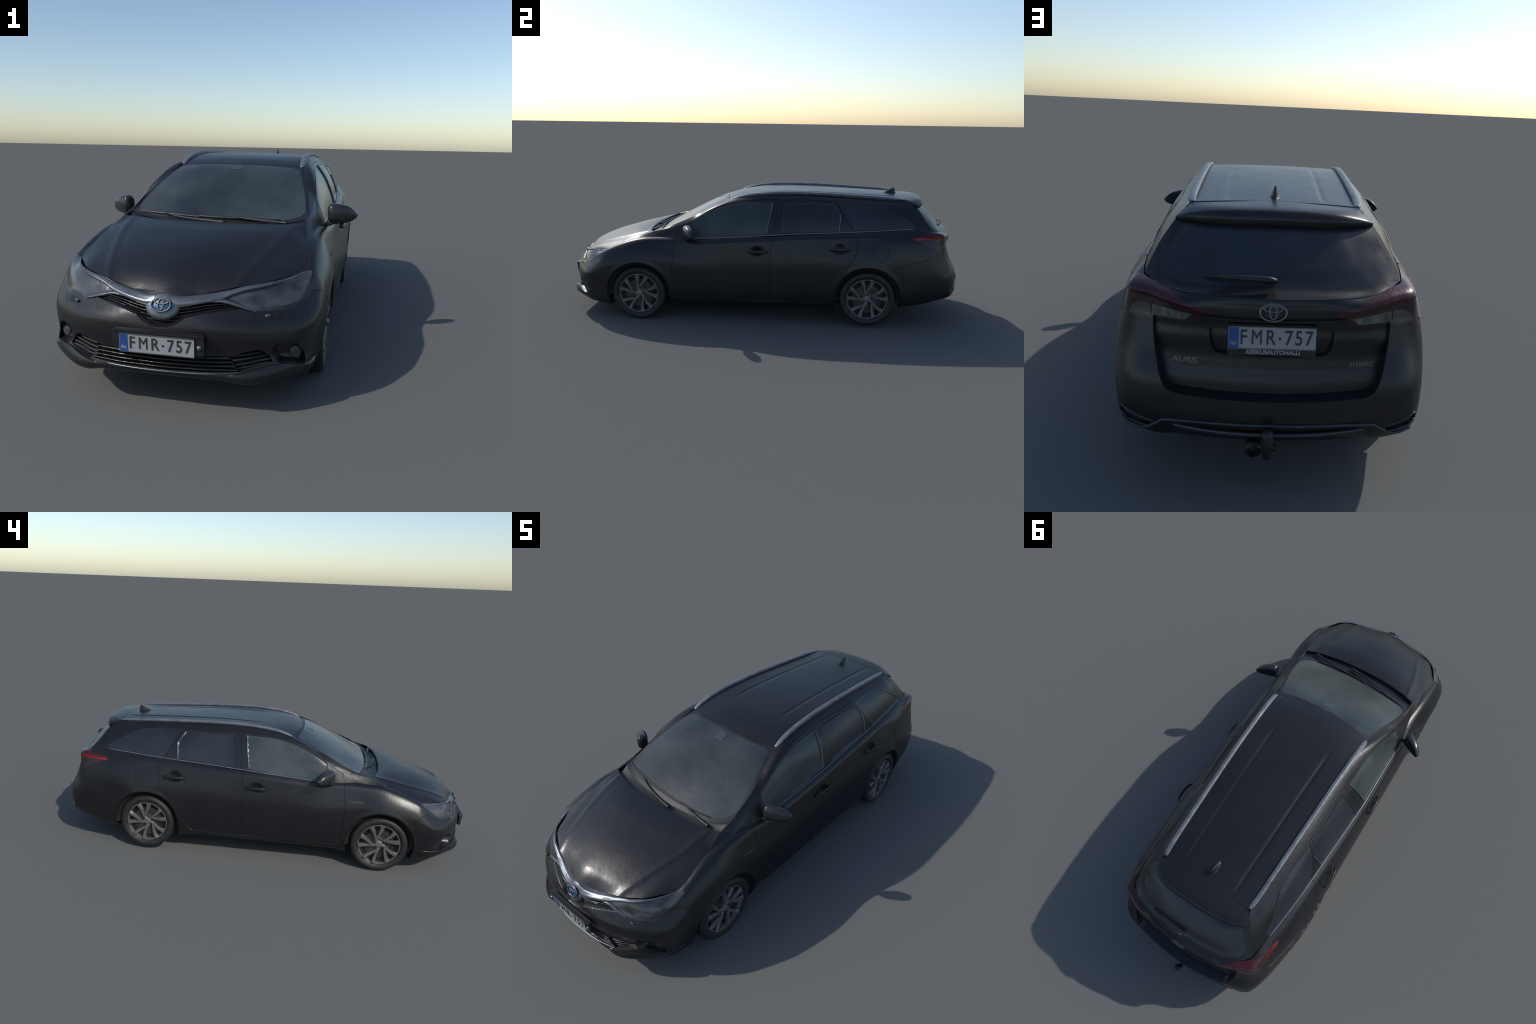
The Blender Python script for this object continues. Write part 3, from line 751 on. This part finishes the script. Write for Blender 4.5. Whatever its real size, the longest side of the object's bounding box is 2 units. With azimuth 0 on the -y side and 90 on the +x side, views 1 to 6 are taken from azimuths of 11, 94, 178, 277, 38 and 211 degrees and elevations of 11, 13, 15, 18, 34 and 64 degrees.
for w, sg, th in ((WF, 1, 80), (WF, -1, 100), (WR, 1, 91), (WR, -1, 100)):
    e = bpy.data.objects.new('wheel', None); bpy.context.collection.objects.link(e); e.parent = ROOT
    e.location = (sg*.3185, w[0], w[1]); e.rotation_euler = (0, 0, 0 if sg > 0 else math.pi)
    for nm, me in ME.items():
        if nm == 'lug_nut': continue
        o = bpy.data.objects.new(nm, me); bpy.context.collection.objects.link(o); o.parent = e
        o.rotation_euler = (math.radians(th) if nm == 'wheel_rim' else 0, 0, 0)
    for k in range(5):
        a = math.radians(th+72*k-10)
        o = bpy.data.objects.new('lug_nut', ME['lug_nut']); bpy.context.collection.objects.link(o); o.parent = e
        o.location = (-.004, .0245*math.cos(a), .0245*math.sin(a))

# ------------------------------------------------------------------ nose: chrome wing, emblem, grilles, lamps, plate
def front_y(x, z):
    i = np.argmin((LOW[:200, :, 0]-abs(x))**2+(LOW[:200, :, 2]-z)**2)
    return LOW[:200].reshape(-1, 3)[i][1]
def rear_pt(x, z):
    q = LOW[-200:].reshape(-1, 3); i = np.argmin((q[:, 0]-abs(x))**2+(q[:, 2]-z)**2); return q[i][1]

# chrome wing: a ridged band from the emblem to the lamp tip, lofted between its two edges
w_up = [(.020,-.944,.292),(.05,-.9385,.2885),(.1,-.9205,.2945),(.15,-.9055,.3035),(.197,-.890,.3145),(.24,-.8635,.3195),(.28,-.824,.3255),(.302,-.782,.3285),(.325,-.737,.3350)]
w_lo = [(.020,-.9605,.268),(.05,-.9575,.2695),(.1,-.9445,.2785),(.135,-.930,.2835),(.165,-.915,.2960),(.21,-.896,.3075),(.255,-.8625,.3145),(.297,-.800,.3195),(.325,-.738,.3335)]
WX = np.linspace(.020, .325, 70); w_up, w_lo = np.array(w_up), np.array(w_lo)
A, B = akima(w_up[:, 0], w_up, WX), akima(w_lo[:, 0], w_lo, WX)
V = []; k = 9
for a_, b_ in zip(A, B):
    wdt = np.linalg.norm(a_-b_); out = np.array((.25, -.75, .60)); out /= np.linalg.norm(out)
    for t in np.linspace(0, 1, k):
        prof = (.35+.65*sstep(0, .18, t))*sstep(1.0, .80, t)+.0
        V.append(a_+(b_-a_)*t+out*(min(.0055, wdt*.42)*prof-.0008))
both('chrome_wing', V, grid_faces(70, k), 'chrome')
# lower branch cradling the headlamp
P = curve_pts([(.118,-.934,.2785),(.140,-.9265,.2805),(.157,-.9225,.2775)]+[(x, nose_y(x, z)-.0012, z) for x, z in ((.178, .2715), (.198, .2655), (.2195, .2590))], 30); s = np.linspace(0, 1, 30)
v, f = sweep(P, ring(10, 1, 1, 2.4), list(zip(np.interp(s, [0, .3, 1], [.002, .006, .004]), np.interp(s, [0, .3, 1], [.0020, .0042, .0018]))), up=(0, -.45, .9))
both('headlamp_trim', v, f, 'chrome')
P = curve_pts([(.150,-.9165,.2925),(.157,-.9075,.2985),(.163,-.9005,.3040)], 8)
v, f = sweep(P, ring(6, .0007, .0007)); both('wing_seam', v, f, 'gap')
# lip under the grille opening
gl = [(0,-.982,.2165),(.022,-.982,.219),(.042,-.980,.229),(.062,-.976,.243),(.09,-.969,.2515),(.13,-.950,.258),(.175,-.922,.263)]
gl = [(-x, y, z) for x, y, z in gl[:0:-1]]+gl
# grille slats following the nose
parts = []
for k in range(4):
    o = .0085*k
    pts = [(0, -.957, .2605-o*1.1), (.05, -.953, .2625-o), (.1, -.942, .2705-o*.75), (.15, -.922, .2745-o*.55), (.176, -.910, .269-o*.3)]
    pts = [(-x, y, z) for x, y, z in pts[:0:-1]]+pts
    parts.append(sweep(curve_pts(pts, 50), ring(6, .006, .0016), up=(0, 0, 1)))
v, f = merge(parts); mesh_obj('grille_slat', v, f, 'gloss')
# emblem shield and ellipses
EY, EZ, TILT = -.9585, .2675, math.radians(28)
def on_nose(x, y, z):     # local emblem plane: x right, z up, y out
    c, s_ = math.cos(TILT), math.sin(TILT)
    return (x, EY - y*c + z*s_, EZ + z*c + y*s_)
def dome(a, b, h, k=48, rings=8, p=2.2):
    V = []
    for i in range(rings):
        t = i/(rings-1); r = 1-t; hh = h*(1-r**2.5)
        V += [(q[0]*r*a if r else 0, hh, q[1]*r*b if r else 0) for q in ring(k, 1, 1, p)]
    V += [(q[0]*a*1.02, -h*1.3, q[1]*b*1.02) for q in ring(k, 1, 1, p)]
    F = grid_faces(rings, k, close_v=True)
    F += [(rings*k+j, j, (j+1) % k, rings*k+(j+1) % k) for j in range(k)]
    return V, F
v, f = dome(.0420, .0330, .0070, p=2.05)
mesh_obj('emblem_shield', [on_nose(*p) for p in v], f, 'chrome')
def ell_tube(a, b, r, cx=0, cz=0, k=48, y=0, p=2., ry=None):
    t = np.linspace(0, 2*math.pi, k, endpoint=False)
    V = []
    for q in t:
        c = np.array((cx+a*math.cos(q), cz+b*math.sin(q))); n = np.array((math.cos(q)/a, math.sin(q)/b)); n /= np.linalg.norm(n)
        for u in np.linspace(0, 2*math.pi, 8, endpoint=False):
            V.append((c[0]+n[0]*r*math.cos(u), y+(ry or r)*math.sin(u), c[1]+n[1]*r*math.cos(u)))
    return V, grid_faces(k, 8, close_u=True, close_v=True)
def emblem(a, b, place, name, back):
    d = dome(a*.97, b*.97, .0015, rings=4); mesh_obj(name+'_disc', [place(p[0], p[1]+.0095, p[2]) for p in d[0]], d[1], back)
    v, f = merge([ell_tube(a, b, a*.095, y=.0115), ell_tube(a*.27, b*.80, a*.075, 0, b*.02, y=.0120), ell_tube(a*.72, b*.36, a*.075, 0, b*.42, y=.0120)])
    mesh_obj(name+'_rings', [place(*p) for p in v], f, 'silver')
emblem(.0240, .0172, on_nose, 'emblem', 'badge_blue')

# lower intake: bars and chrome blade
parts = []
for k, (z, xe) in enumerate(((.152, .166), (.142, .174), (.132, .180), (.1225, .186))):
    xs = np.linspace(-xe, xe, 61)
    pts = [(x, front_y(x, z)+.002, z) for x in xs]
    pts = curve_pts([(x, float(np.interp(abs(x), [0, .1, .2], [-.974, -.968, -.948])), z) for x in np.linspace(-xe, xe, 9)], 61)
    parts.append(sweep(pts, ring(8, .007, .0023, 3), up=(0, 0, 1)))
v, f = merge(parts); mesh_obj('lower_grille_bar', v, f, 'gloss')
parts = []
for k, (z0, z1, x1) in enumerate(((.158, .163, .236), (.147, .153, .247), (.136, .143, .254), (.126, .134, .258))):
    pts = curve_pts([(.17, -.945, z0-.003), (.20, -.934, z0), (.225, -.920, (z0+z1)/2), (x1, -.908, z1)], 20)
    p = sweep(pts, ring(8, .008, .0028, 3), up=(0, 0, 1)); parts += [p, mirrored(*p)]
v, f = merge(parts); mesh_obj('intake_louvre', v, f, 'plastic')
pts = curve_pts([(-.19, -.954, .1165), (-.1, -.974, .1135), (0, -.9795, .113), (.1, -.974, .1135), (.19, -.954, .1165)], 60)
v, f = sweep(pts, ring(10, .0045, .0022, 3), up=(0, 0, 1)); mesh_obj('splitter_trim', v, f, 'chrome')
# fog lamps
v, f = dome(.0165, .0165, .004, 32)
both('fog_light', [(.311+p[0]*.86-p[1]*-.5, -.8595-p[1]*.86+p[0]*.5, .1485+p[2]) for p in v], f, 'fog')
# headlamp washers
q = [(.266, -.9035, .2475), (.287, -.890, .2455), (.290, -.884, .2565), (.268, -.896, .2590)]
v, f = dome(.0065, .005, .0022, 20)
both('headlamp_washer', [(.247+p[0]*.85, -.914+p[0]*.45-p[1], .2495+p[2]+p[1]*.4) for p in v], f, 'silver')
# washer cover
P = curve_pts([(.264,-.9035,.2465),(.2695,-.8955,.2575),(.288,-.8825,.2565),(.2865,-.8890,.2455),(.264,-.9035,.2465)], 5)
v, f = sweep(np.array([(.2640,-.9060,.2450),(.2685,-.8995,.2555),(.2885,-.8860,.2545),(.2865,-.8925,.2440),(.2640,-.9060,.2450)]), ring(6, .0008, .0008), up=(0, -.7, .7))
both('washer_cover_seam', v, f, 'gap')
def text_mesh(body, size, extrude, sx=1., bold=0.):
    c = bpy.data.curves.new('letters', 'FONT'); c.body = body; c.size = size; c.extrude = extrude; c.align_x = 'CENTER'; c.align_y = 'CENTER'; c.offset = bold; c.resolution_u = 4
    o = bpy.data.objects.new('tmp', c); bpy.context.collection.objects.link(o)
    dg = bpy.context.evaluated_depsgraph_get(); dg.update()
    me = bpy.data.meshes.new_from_object(o.evaluated_get(dg))
    V = [(v.co.x*sx, v.co.y, v.co.z) for v in me.vertices]; F = [tuple(p.vertices) for p in me.polygons]
    bpy.data.objects.remove(o); bpy.data.curves.remove(c); bpy.data.meshes.remove(me)
    return V, F
def place_text(name, body, size, mat, frame, sx=1., bold=0., ext=.0006, parent=None):
    V, F = text_mesh(body, size, ext, sx, bold)
    return mesh_obj(name, [frame(*p) for p in V], F, mat, parent, smooth=False)

def number_plate(cx, cy, cz, tilt, sgn, w, h, bracket):
    """sgn=-1 faces the front (-y), +1 the rear."""
    c, s_ = math.cos(tilt), math.sin(tilt)
    def fr(x, y, z):     # x right as read, y up, z out
        return (cx - sgn*x, cy + sgn*(z*c) - sgn*y*s_, cz + y*c + z*s_)
    def slab(name, x0, x1, y0, y1, z0, z1, mat, parent=None, rnd=.003):
        pr = rounded([(x0, y0), (x1, y0), (x1, y1), (x0, y1)], 1, .02) if rnd == 0 else None
        pts = []
        for (ax, ay, a0) in ((x1-rnd, y0+rnd, -90), (x1-rnd, y1-rnd, 0), (x0+rnd, y1-rnd, 90), (x0+rnd, y0+rnd, 180)):
            for a in np.radians(a0+np.linspace(0, 90, 5)): pts.append((ax+rnd*math.cos(a), ay+rnd*math.sin(a)))
        k = len(pts); V = [fr(p[0], p[1], z0) for p in pts]+[fr(p[0], p[1], z1) for p in pts]
        F = [tuple(range(k, 2*k)), tuple(range(k-1, -1, -1))]+[(i, (i+1) % k, k+(i+1) % k, k+i) for i in range(k)]
        o = mesh_obj(name, V, F, mat, parent, smooth=False)
        bm = bmesh.new(); bm.from_mesh(o.data); bmesh.ops.recalc_face_normals(bm, faces=bm.faces[:]); bm.to_mesh(o.data); bm.free()
        return o
    pl = slab('number_plate', -w/2, w/2, -h/2, h/2, 0, .0028, 'white')
    bl = slab('plate_band', -w/2+.001, -w/2+.0215, -h/2+.0012, h/2-.0012, .002, .0034, 'blue', pl, .0015)
    rims = []
    for (x0, x1, y0, y1) in ((-w/2, w/2, h/2-.0012, h/2+.0006), (-w/2, w/2, -h/2-.0006, -h/2+.0012)):
        rims.append(slab('plate_rim', x0, x1, y0, y1, .0, .0042, 'silver', pl, .0005))
    L = w/.192
    for ch, x in zip('FMR757', (-.0625, -.0335, -.0035, .0365, .0585, .0805)):
        place_text('plate_letter', ch, .0430*h/.046, 'ink', lambda a, b, z, x=x: fr((x+a)*L, b, .0034+z), .84 if ch != 'M' else .78, .0003 if ch != 'M' else 0., parent=pl)
    d = slab('plate_dot', .0145*L, .0195*L, -.003, .002, .002, .0038, 'ink', pl, .0008)
    place_text('plate_country', 'FIN', .0098, 'white', lambda a, b, z: fr(-w/2+.0112+a, b-h*.26, .0038+z), .9, .0003, parent=pl)
    stars = [box(0, 0, 0, .0011, .0011, .0008, 0) for _ in range(12)]
    st = []
    for k in range(12):
        a = 2*math.pi*k/12; vv, ff = box(0, 0, 0, .0013, .0013, .0006, 0)
        st.append(([fr(-w/2+.0112+.0062*math.cos(a)+p[0], h*.19+.0062*math.sin(a)+p[1], .0038+p[2]) for p in vv], ff))
    vv, ff = merge(st); mesh_obj('plate_star_ring', vv, ff, 'silver', pl, smooth=False)
    return fr, slab, pl
fr, slab, pl = number_plate(-.0010, -.9945, .1820, math.radians(-4), -1, .185, .046, True)
slab('plate_bracket', -.1115, .1150, -.020, .0315, -.014, -.0015, 'plastic', None, .006)
slab('plate_bracket_lip', -.1115, .1150, .0262, .0315, -.004, .002, 'plastic', None, .002)
v, f = dome(.0062, .0062, .004, 20); mesh_obj('bracket_bolt', [fr(.1035+p[0], .001+p[2], p[1]) for p in v], f, 'silver')

# ------------------------------------------------------------------ rear: plate, badges, handle strip, wiper, reflectors, tow hitch
fr2, slab2, pl2 = number_plate(-.0005, .9075, .3590, math.radians(6), 1, .178, .0465, False)
slab2('plate_frame', -.0905, .0905, -.0385, .0265, -.010, -.001, 'plastic', None, .007)
place_text('dealer_lettering', 'KESKUSAUTOHALLI', .0118, 'white', lambda a, b, z: fr2(a+.003, b-.0305, .0002+z), 1.05, .0005)
RT_ = math.radians(14)
def on_gate(cx, cz, y0=None, tilt=.20):
    c, s_ = math.cos(tilt), math.sin(tilt)
    def g(x, y, z): return (cx-x, y0+y*c-z*s_, cz+z*c+y*s_)
    return g
emblem(.0265, .0175, on_gate(-.001, .4140, .9050), 'rear_emblem', 'plastic')
def on_lid(cx, cz):
    y0 = body_y(cx, cz); sx = (body_y(cx+.025, cz)-body_y(cx-.025, cz))/.05; sz = (body_y(cx, cz+.007)-body_y(cx, cz-.007))/.014
    return lambda a, b, z: (cx-a, y0+.0012+z-sx*a+sz*b, cz+b)
g = on_lid(.177, .3020); place_text('model_lettering', 'AURIS', .0160, 'silver', lambda a, b, z: g(a+.25*b, b, z), 1.25, .0004)
g2 = on_lid(-.1885, .3010); place_text('model_lettering', 'HYBRID', .0120, 'silver', lambda a, b, z: g2(a+.2*b, b, z), 1.2, .0003)
# wing badges
def side_badge(sg):
    bx = body_x(-.466, .329)
    sl = (body_x(-.44, .329)-body_x(-.492, .329))/.052; st = (body_x(-.466, .336)-body_x(-.466, .322))/.014
    def h(a, b, z): return (sg*(bx+z+.0012+sl*sg*a+st*b), -.466+sg*a, .329+b)
    V = [h(x, y, z) for z in (-.002, .0) for x, y in ((-.033, -.0065), (.033, -.0065), (.033, .0065), (-.033, .0065))]
    mesh_obj('badge_plaque', V, [(4, 5, 6, 7), (0, 1, 5, 4), (1, 2, 6, 5), (2, 3, 7, 6), (3, 0, 4, 7)], 'plastic', smooth=False)
    place_text('hybrid_badge', 'HYBRID', .0118, 'steel', lambda a, b, z: h(a-.003, b, z+.0006), 1.25, .0003)
    place_text('hybrid_badge', 'I', .0125, 'steel', lambda a, b, z: h(a+.028, b, z+.0006), 1.6, .0006)
for sg in (1, -1): side_badge(sg)
# handle strip over the plate
pts = curve_pts([(-.15, .901, .3985), (-.08, .911, .3975), (0, .914, .397), (.08, .911, .3975), (.15, .901, .3985)], 40)
v, f = sweep(pts, ring(8, .006, .0028, 3)); mesh_obj('tailgate_handle_strip', v, f, 'void')
# rear wiper
P = curve_pts([(-.006, .880, .4705), (.0, .884, .4725), (.03, .884, .4750), (.08, .877, .4745), (.142, .859, .4710)], 30); s = np.linspace(0, 1, 30)
v, f = sweep(P, ring(10, 1, 1, 2.5), list(zip(np.interp(s, [0, .1, .4, 1], [.004, .0075, .0065, .003]), np.interp(s, [0, .08, .4, 1], [.005, .0085, .0062, .0024]))), up=(0, .6, .8))
mesh_obj('rear_wiper', v, f, 'plastic')
# reflectors in the lower corners, and diffuser blades
P = curve_pts([(.307, .8925, .1855), (.288, .9035, .1790), (.262, .9150, .1745), (.246, .9200, .1725)], 20)
v, f = sweep(P, ring(8, .003, .0026, 3)); both('reflector_strip', v, f, 'dark_red')
pts = curve_pts([(-.197, .929, .1715), (-.1, .9495, .1675), (0, .9550, .1665), (.1, .9495, .1675), (.197, .929, .1715)], 60)
v, f = sweep(pts, ring(10, .0045, .0048, 2.5)); mesh_obj('diffuser_blade', v, f, 'chrome_dark')
P = curve_pts([(body_x(y, z)+.0006, y, z) for y, z in ((.702, .433), (.708, .4272), (.735, .4165), (.77, .400), (.80, .3865), (.82, .3780))], 30)
v, f = sweep(P, ring(6, .0010, .0012), up=(1, 0, .2)); both('lens_edge', v, f, 'mid_red')
P = curve_pts([(body_x(y, z)+.0006, y, z) for y, z in ((.703, .434), (.722, .4396), (.745, .4446), (.77, .4495), (.795, .4535))], 30)
v, f = sweep(P, ring(6, .0010, .0012), up=(1, 0, .2)); both('lens_edge', v, f, 'mid_red')
for line, dy in (([(.308, .1995), (.290, .1935), (.270, .1875), (.236, .1790)], .0005), ([(.311, .1805), (.28, .1695), (.244, .1660)], .0005)):
    P = curve_pts([(x, body_y(x, z)+dy, z) for x, z in line], 20)
    v, f = sweep(P, ring(8, .0030, .0020, 2.5)); both('reflector_edge_glint', v, f, 'chrome_dark')  # paler rods laid on the pocket rims as their glints
P = [(x, body_y(abs(x), z)+.0012, z) for x, z in ((.302, .1610), (.275, .1575), (.250, .1615), (.234, .1740), (.220, .1850), (.200, .1885), (.15, .1895), (.08, .1905))]
P = P+[(0, body_y(0, .191)+.0012, .191)]+[(-x, y, z) for x, y, z in P[::-1]]
v, f = sweep(curve_pts(P, 120), ring(8, .0035, .0032, 2.5)); mesh_obj('bumper_ridge', v, f, 'chrome_dark')  # coloured lighter than the bumper paint to draw the ridge's highlight
# tow hitch with socket
v, f = sweep(curve_pts([(.003, .88, .130), (.003, .93, .124), (.003, .965, .126), (.003, .982, .145), (.003, .984, .175)], 30), ring(12, .0085, .0085), up=(1, 0, 0))
v2, f2 = sweep([(.003, .984, z) for z in (.150, .153, .168, .184, .192, .1945)], ring(20), [(.009, .009), (.0118, .0118), (.0128, .0128), (.0125, .0125), (.0108, .0108), (.005, .005)], up=(0, 1, 0))
hv, hf = merge([(v, f), (v2, f2)]); mesh_obj('tow_hitch', hv, hf, 'plastic')
v, f = sweep([(.031, y, .1315) for y in (.925, .93, .945, .956, .956, .940)], ring(24), [(.013, .013), (.0160, .0160), (.0165, .0165), (.0165, .0165), (.012, .012), (.011, .011)], up=(0, 0, 1))
mesh_obj('tow_socket', v, f, 'plastic')
v, f = box(-.012, .945, .132, .012, .014, .012); mesh_obj('hitch_bracket', v, f, 'plastic')
v, f = box(.018, .93, .136, .022, .018, .024); mesh_obj('hitch_bracket', v, f, 'void')

# ------------------------------------------------------------------ side dressing
# belt chrome
P = curve_pts([(.3335, -.335, .4025), (.3325, -.25, .4075), (.3330, -.10, .4185), (.3330, .05, .4310), (.3258, .2, .4405), (.3176, .35, .4485), (.3095, .5, .4572), (.2965, .65, .4675), (.2885, .715, .4715)], 160)
v, f = sweep(P, ring(8, .0022, .0028, 3)); both('belt_trim', v, f, 'trim')
# pale strips at the rear edges of the door glass
CABG = patch(CAB, 330, 70).reshape(-1, 3)
def cab_x(y, z):
    i = np.argmin((CABG[:, 1]-y)**2+(CABG[:, 2]-z)**2); return CABG[i][0]
for a, b in (((.0535, .577), (.0285, .436)), ((.3765, .531), (.369, .454))):
    P = curve_pts([(cab_x(a[0]+(b[0]-a[0])*t, a[1]+(b[1]-a[1])*t)+.0014, a[0]+(b[0]-a[0])*t, a[1]+(b[1]-a[1])*t) for t in np.linspace(0, 1, 7)], 30)
    v, f = sweep(P, ring(8, .0018, .0026, 3), up=(1, 0, .4)); both('pale_window_strip', v, f, 'trim')
# quarter-window moulding
qq = np.array([(y, z) for y, z in QGLASS[:8]])
P = curve_pts([(cab_x(y, z)+.0006, y, z) for y, z in rounded(qq, 0)], 80)
v, f = sweep(P, ring(6, .0011, .0013), up=(1, 0, .3)); both('quarter_moulding', v, f, 'steel')
P = curve_pts([(cab_x(y, z)+.0004, y, z) for y, z in FGLASS[:6]], 60)
v, f = sweep(P, ring(6, .0012, .0014), up=(1, 0, .3)); both('window_seal', v, f, 'gap')
P = curve_pts([(cab_x(y, z)+.0004, y, z) for y, z in RGLASS[:3]], 40)
v, f = sweep(P, ring(6, .0012, .0014), up=(1, 0, .3)); both('window_seal', v, f, 'gap')
# door handles
for hy, hz, sl in ((-.010, .3565, .05), (.376, .3790, .05)):
    P = curve_pts([(.3625, hy-.047, hz-.002), (.3700, hy-.034, hz-.0005), (.3728, hy, hz), (.3700, hy+.036, hz+.001), (.3625, hy+.048, hz+.001)], 30); s = np.linspace(-1, 1, 30)
    v, f = sweep(P, ring(10, 1, 1, 2.6), [(.0042, .0085*(1-.45*abs(t)**3)) for t in s]); both('door_handle', v, f, 'paint')

# highlight on the sill seam, modelled as a pale rod below the doors
P = curve_pts([(body_x(y, z)+.0006, y, z) for y, z in ((-.404, .135), (-.392, .119), (-.37, .1115), (-.25, .1115), (0, .1135), (.15, .1160), (.27, .1185), (.300, .1265), (.316, .146), (.334, .171))], 120)
v, f = sweep(P, ring(6, .0011, .0011), up=(1, 0, .2)); both('sill_highlight_rod', v, f, 'chrome_dark')
# roof rails
RP = [(.2205,-.157,.5755),(.2210,-.135,.5855),(.2190,-.09,.5985),(.2165,-.02,.6095),(.2135,.08,.6170),(.2100,.2,.6180),(.2055,.35,.6140),(.2005,.5,.6075),(.195,.64,.5990),(.189,.686,.5945)]
P = curve_pts(RP, 140); s = np.linspace(0, 1, 140)
v, f = sweep(P, ring(12, 1, 1, 3), list(zip(np.interp(s, [0, .03, .1, .9, .98, 1], [.007, .0100, .0100, .0095, .0090, .006]), np.interp(s, [0, .05, .12, .9, 1], [.003, .006, .0072, .0068, .003]))))
both('roof_rail', v, f, 'rail')
P2 = P - [.0, 0, .010]
v, f = sweep(P2, ring(8, .0085, .008, 3)); both('rail_foot', v, f, 'plastic')

# shark-fin antenna
FIN = [(.592, .0), (.606, .006), (.622, .016), (.637, .0235), (.647, .0265), (.6525, .0250), (.6545, .012), (.657, .0)]
V = []; k = 14
for i, (y, h) in enumerate(FIN): pass
lev = []
for t in np.linspace(0, 1, 9):
    y0 = np.interp(t, [0, .25, .6, .9, 1], [.588, .604, .622, .638, .6445]); y1 = np.interp(t, [0, .1, .5, .9, 1], [.6625, .6585, .6555, .6530, .6515])
    hw = np.interp(t, [0, .12, .4, 1], [.0150, .0105, .0068, .0022]); z = .6035+.0280*t
    lev.append([(.0+q[0]*hw, (y0+y1)/2+q[1]*(y1-y0)/2, z) for q in ring(20, 1, 1, 2.1)])
V = [p for l in lev for p in l]; F = grid_faces(9, 20, close_v=True)+[tuple(range(160, 180))]
mesh_obj('roof_antenna', V, F, 'plastic')

# door mirrors: rounded housing, glass facing back, arm
MT = [0, .06, .15, .45, .75, .92, 1]
M_TOP, M_BOT = [.459, .4680, .4705, .4675, .4580, .4440, .4350], [.4165, .4110, .4090, .4105, .4140, .4210, .4320]
M_FRONT, M_BACK = [-.357, -.3660, -.3680, -.3560, -.3390, -.3240, -.3080], [-.3280, -.3240, -.3220, -.3130, -.3040, -.3000, -.3030]
def mirror_shape():
    secs = []
    for t in np.r_[0, .03, .08, np.linspace(.14, .9, 14), .94, .97, .99, 1.]:
        x = .3355+.0945*t
        zt, zb, yf, yb = (float(akima(MT, np.array(q), np.array([t]))[0]) for q in (M_TOP, M_BOT, M_FRONT, M_BACK))
        yc, zc, hy, hz = (yf+yb)/2, (zt+zb)/2, (yb-yf)/2, (zt-zb)/2
        sec = []
        for q in ring(32, 1, 1, 3.2):
            crown_ = .12*(q[0] < 0)*(q[1]**2)          # front face leans back towards top and bottom
            sec.append((x, yc+q[0]*hy+crown_*hy, zc+q[1]*hz))
        secs.append(sec)
    n = len(secs)
    V = [p for s_ in secs for p in s_]
    F = grid_faces(n, 32, close_v=True)+[tuple(range(31, -1, -1)), tuple(range((n-1)*32, n*32))]
    return V, F
mv, mf = mirror_shape()
mobs = both('door_mirror', mv, mf, 'mirror_paint_sheen_lightened', angle=50)
gp = []
for t in np.linspace(.10, .93, 14):
    x = .3355+.0945*t
    zt, zb, yb = (float(np.interp(t, MT, q)) for q in (M_TOP, M_BOT, M_BACK)); e = .78*(zt-zb)/2; zc = (zt+zb)/2
    gp += [(x, yb+.0008, zc-e), (x, yb+.0014, zc), (x, yb+.0008, zc+e)]
gv, gf = gp, grid_faces(14, 3)
for o, sg in zip(mobs, (1, -1)):
    vv = [(sg*p[0], p[1], p[2]) for p in gv]; mesh_obj('mirror_glass', vv, gf, 'dark_glass', o)
    pth = [(sg*x, y, z) for x, y, z in curve_pts([(.316, -.352, .404), (.333, -.347, .4015), (.352, -.340, .4070), (.40, -.322, .4140), (.422, -.310, .427)], 24)]
    v, f = sweep(pth, ring(10, 1, 1, 2.5), [(w_, h_) for w_, h_ in zip(np.linspace(.011, .010, 24), np.interp(np.linspace(0, 1, 24), [0, .3, 1], [.0075, .006, .004]))])
    mesh_obj('mirror_arm', v, f, 'plastic', o)

tw = math.radians(11)          # the right-hand mirror is turned further back
mobs[1].matrix_local = Matrix.Translation((-.3435, -.340, -.002)) @ Matrix.Rotation(-tw, 4, 'Z') @ Matrix.Translation((.335, .340, 0))

# windscreen wipers
def wiper(pts, arm, nm):
    P = curve_pts(pts, 40); s = np.linspace(0, 1, 40)
    v, f = sweep(P, ring(8, 1, 1, 2.5), list(zip(np.interp(s, [0, .1, .5, 1], [.0045, .0035, .0035, .002]), np.interp(s, [0, .5, 1], [.004, .0045, .0025]))))
    A = curve_pts(arm, 30); t = np.linspace(0, 1, 30)
    v2, f2 = sweep(A, ring(8, 1, 1, 2.5), list(zip(np.interp(t, [0, .15, 1], [.007, .0055, .0028]), np.interp(t, [0, .15, 1], [.006, .0045, .0025]))))
    v, f = merge([(v, f), (v2, f2)]); mesh_obj(nm, v, f, 'plastic')
wiper([(-.268, -.474, .4335), (-.215, -.490, .4315), (-.16, -.500, .4305), (-.08, -.510, .4275), (.01, -.516, .4245)],
      [(.045, -.556, .4195), (-.03, -.545, .4220), (-.10, -.528, .4255), (-.16, -.504, .4325)], 'windscreen_wiper')
wiper([(-.05, -.512, .4290), (.02, -.516, .4280), (.09, -.515, .4280), (.16, -.509, .4270), (.205, -.500, .4270)],
      [(.232, -.538, .4235), (.16, -.530, .4265), (.09, -.518, .4300), (.06, -.515, .4320)], 'windscreen_wiper')

# ------------------------------------------------------------------ stance: slight yaw and lean measured on the original
ROOT.rotation_euler = (0, .0052, -.0070)
ROOT.location = (-.0026, 0, .0)
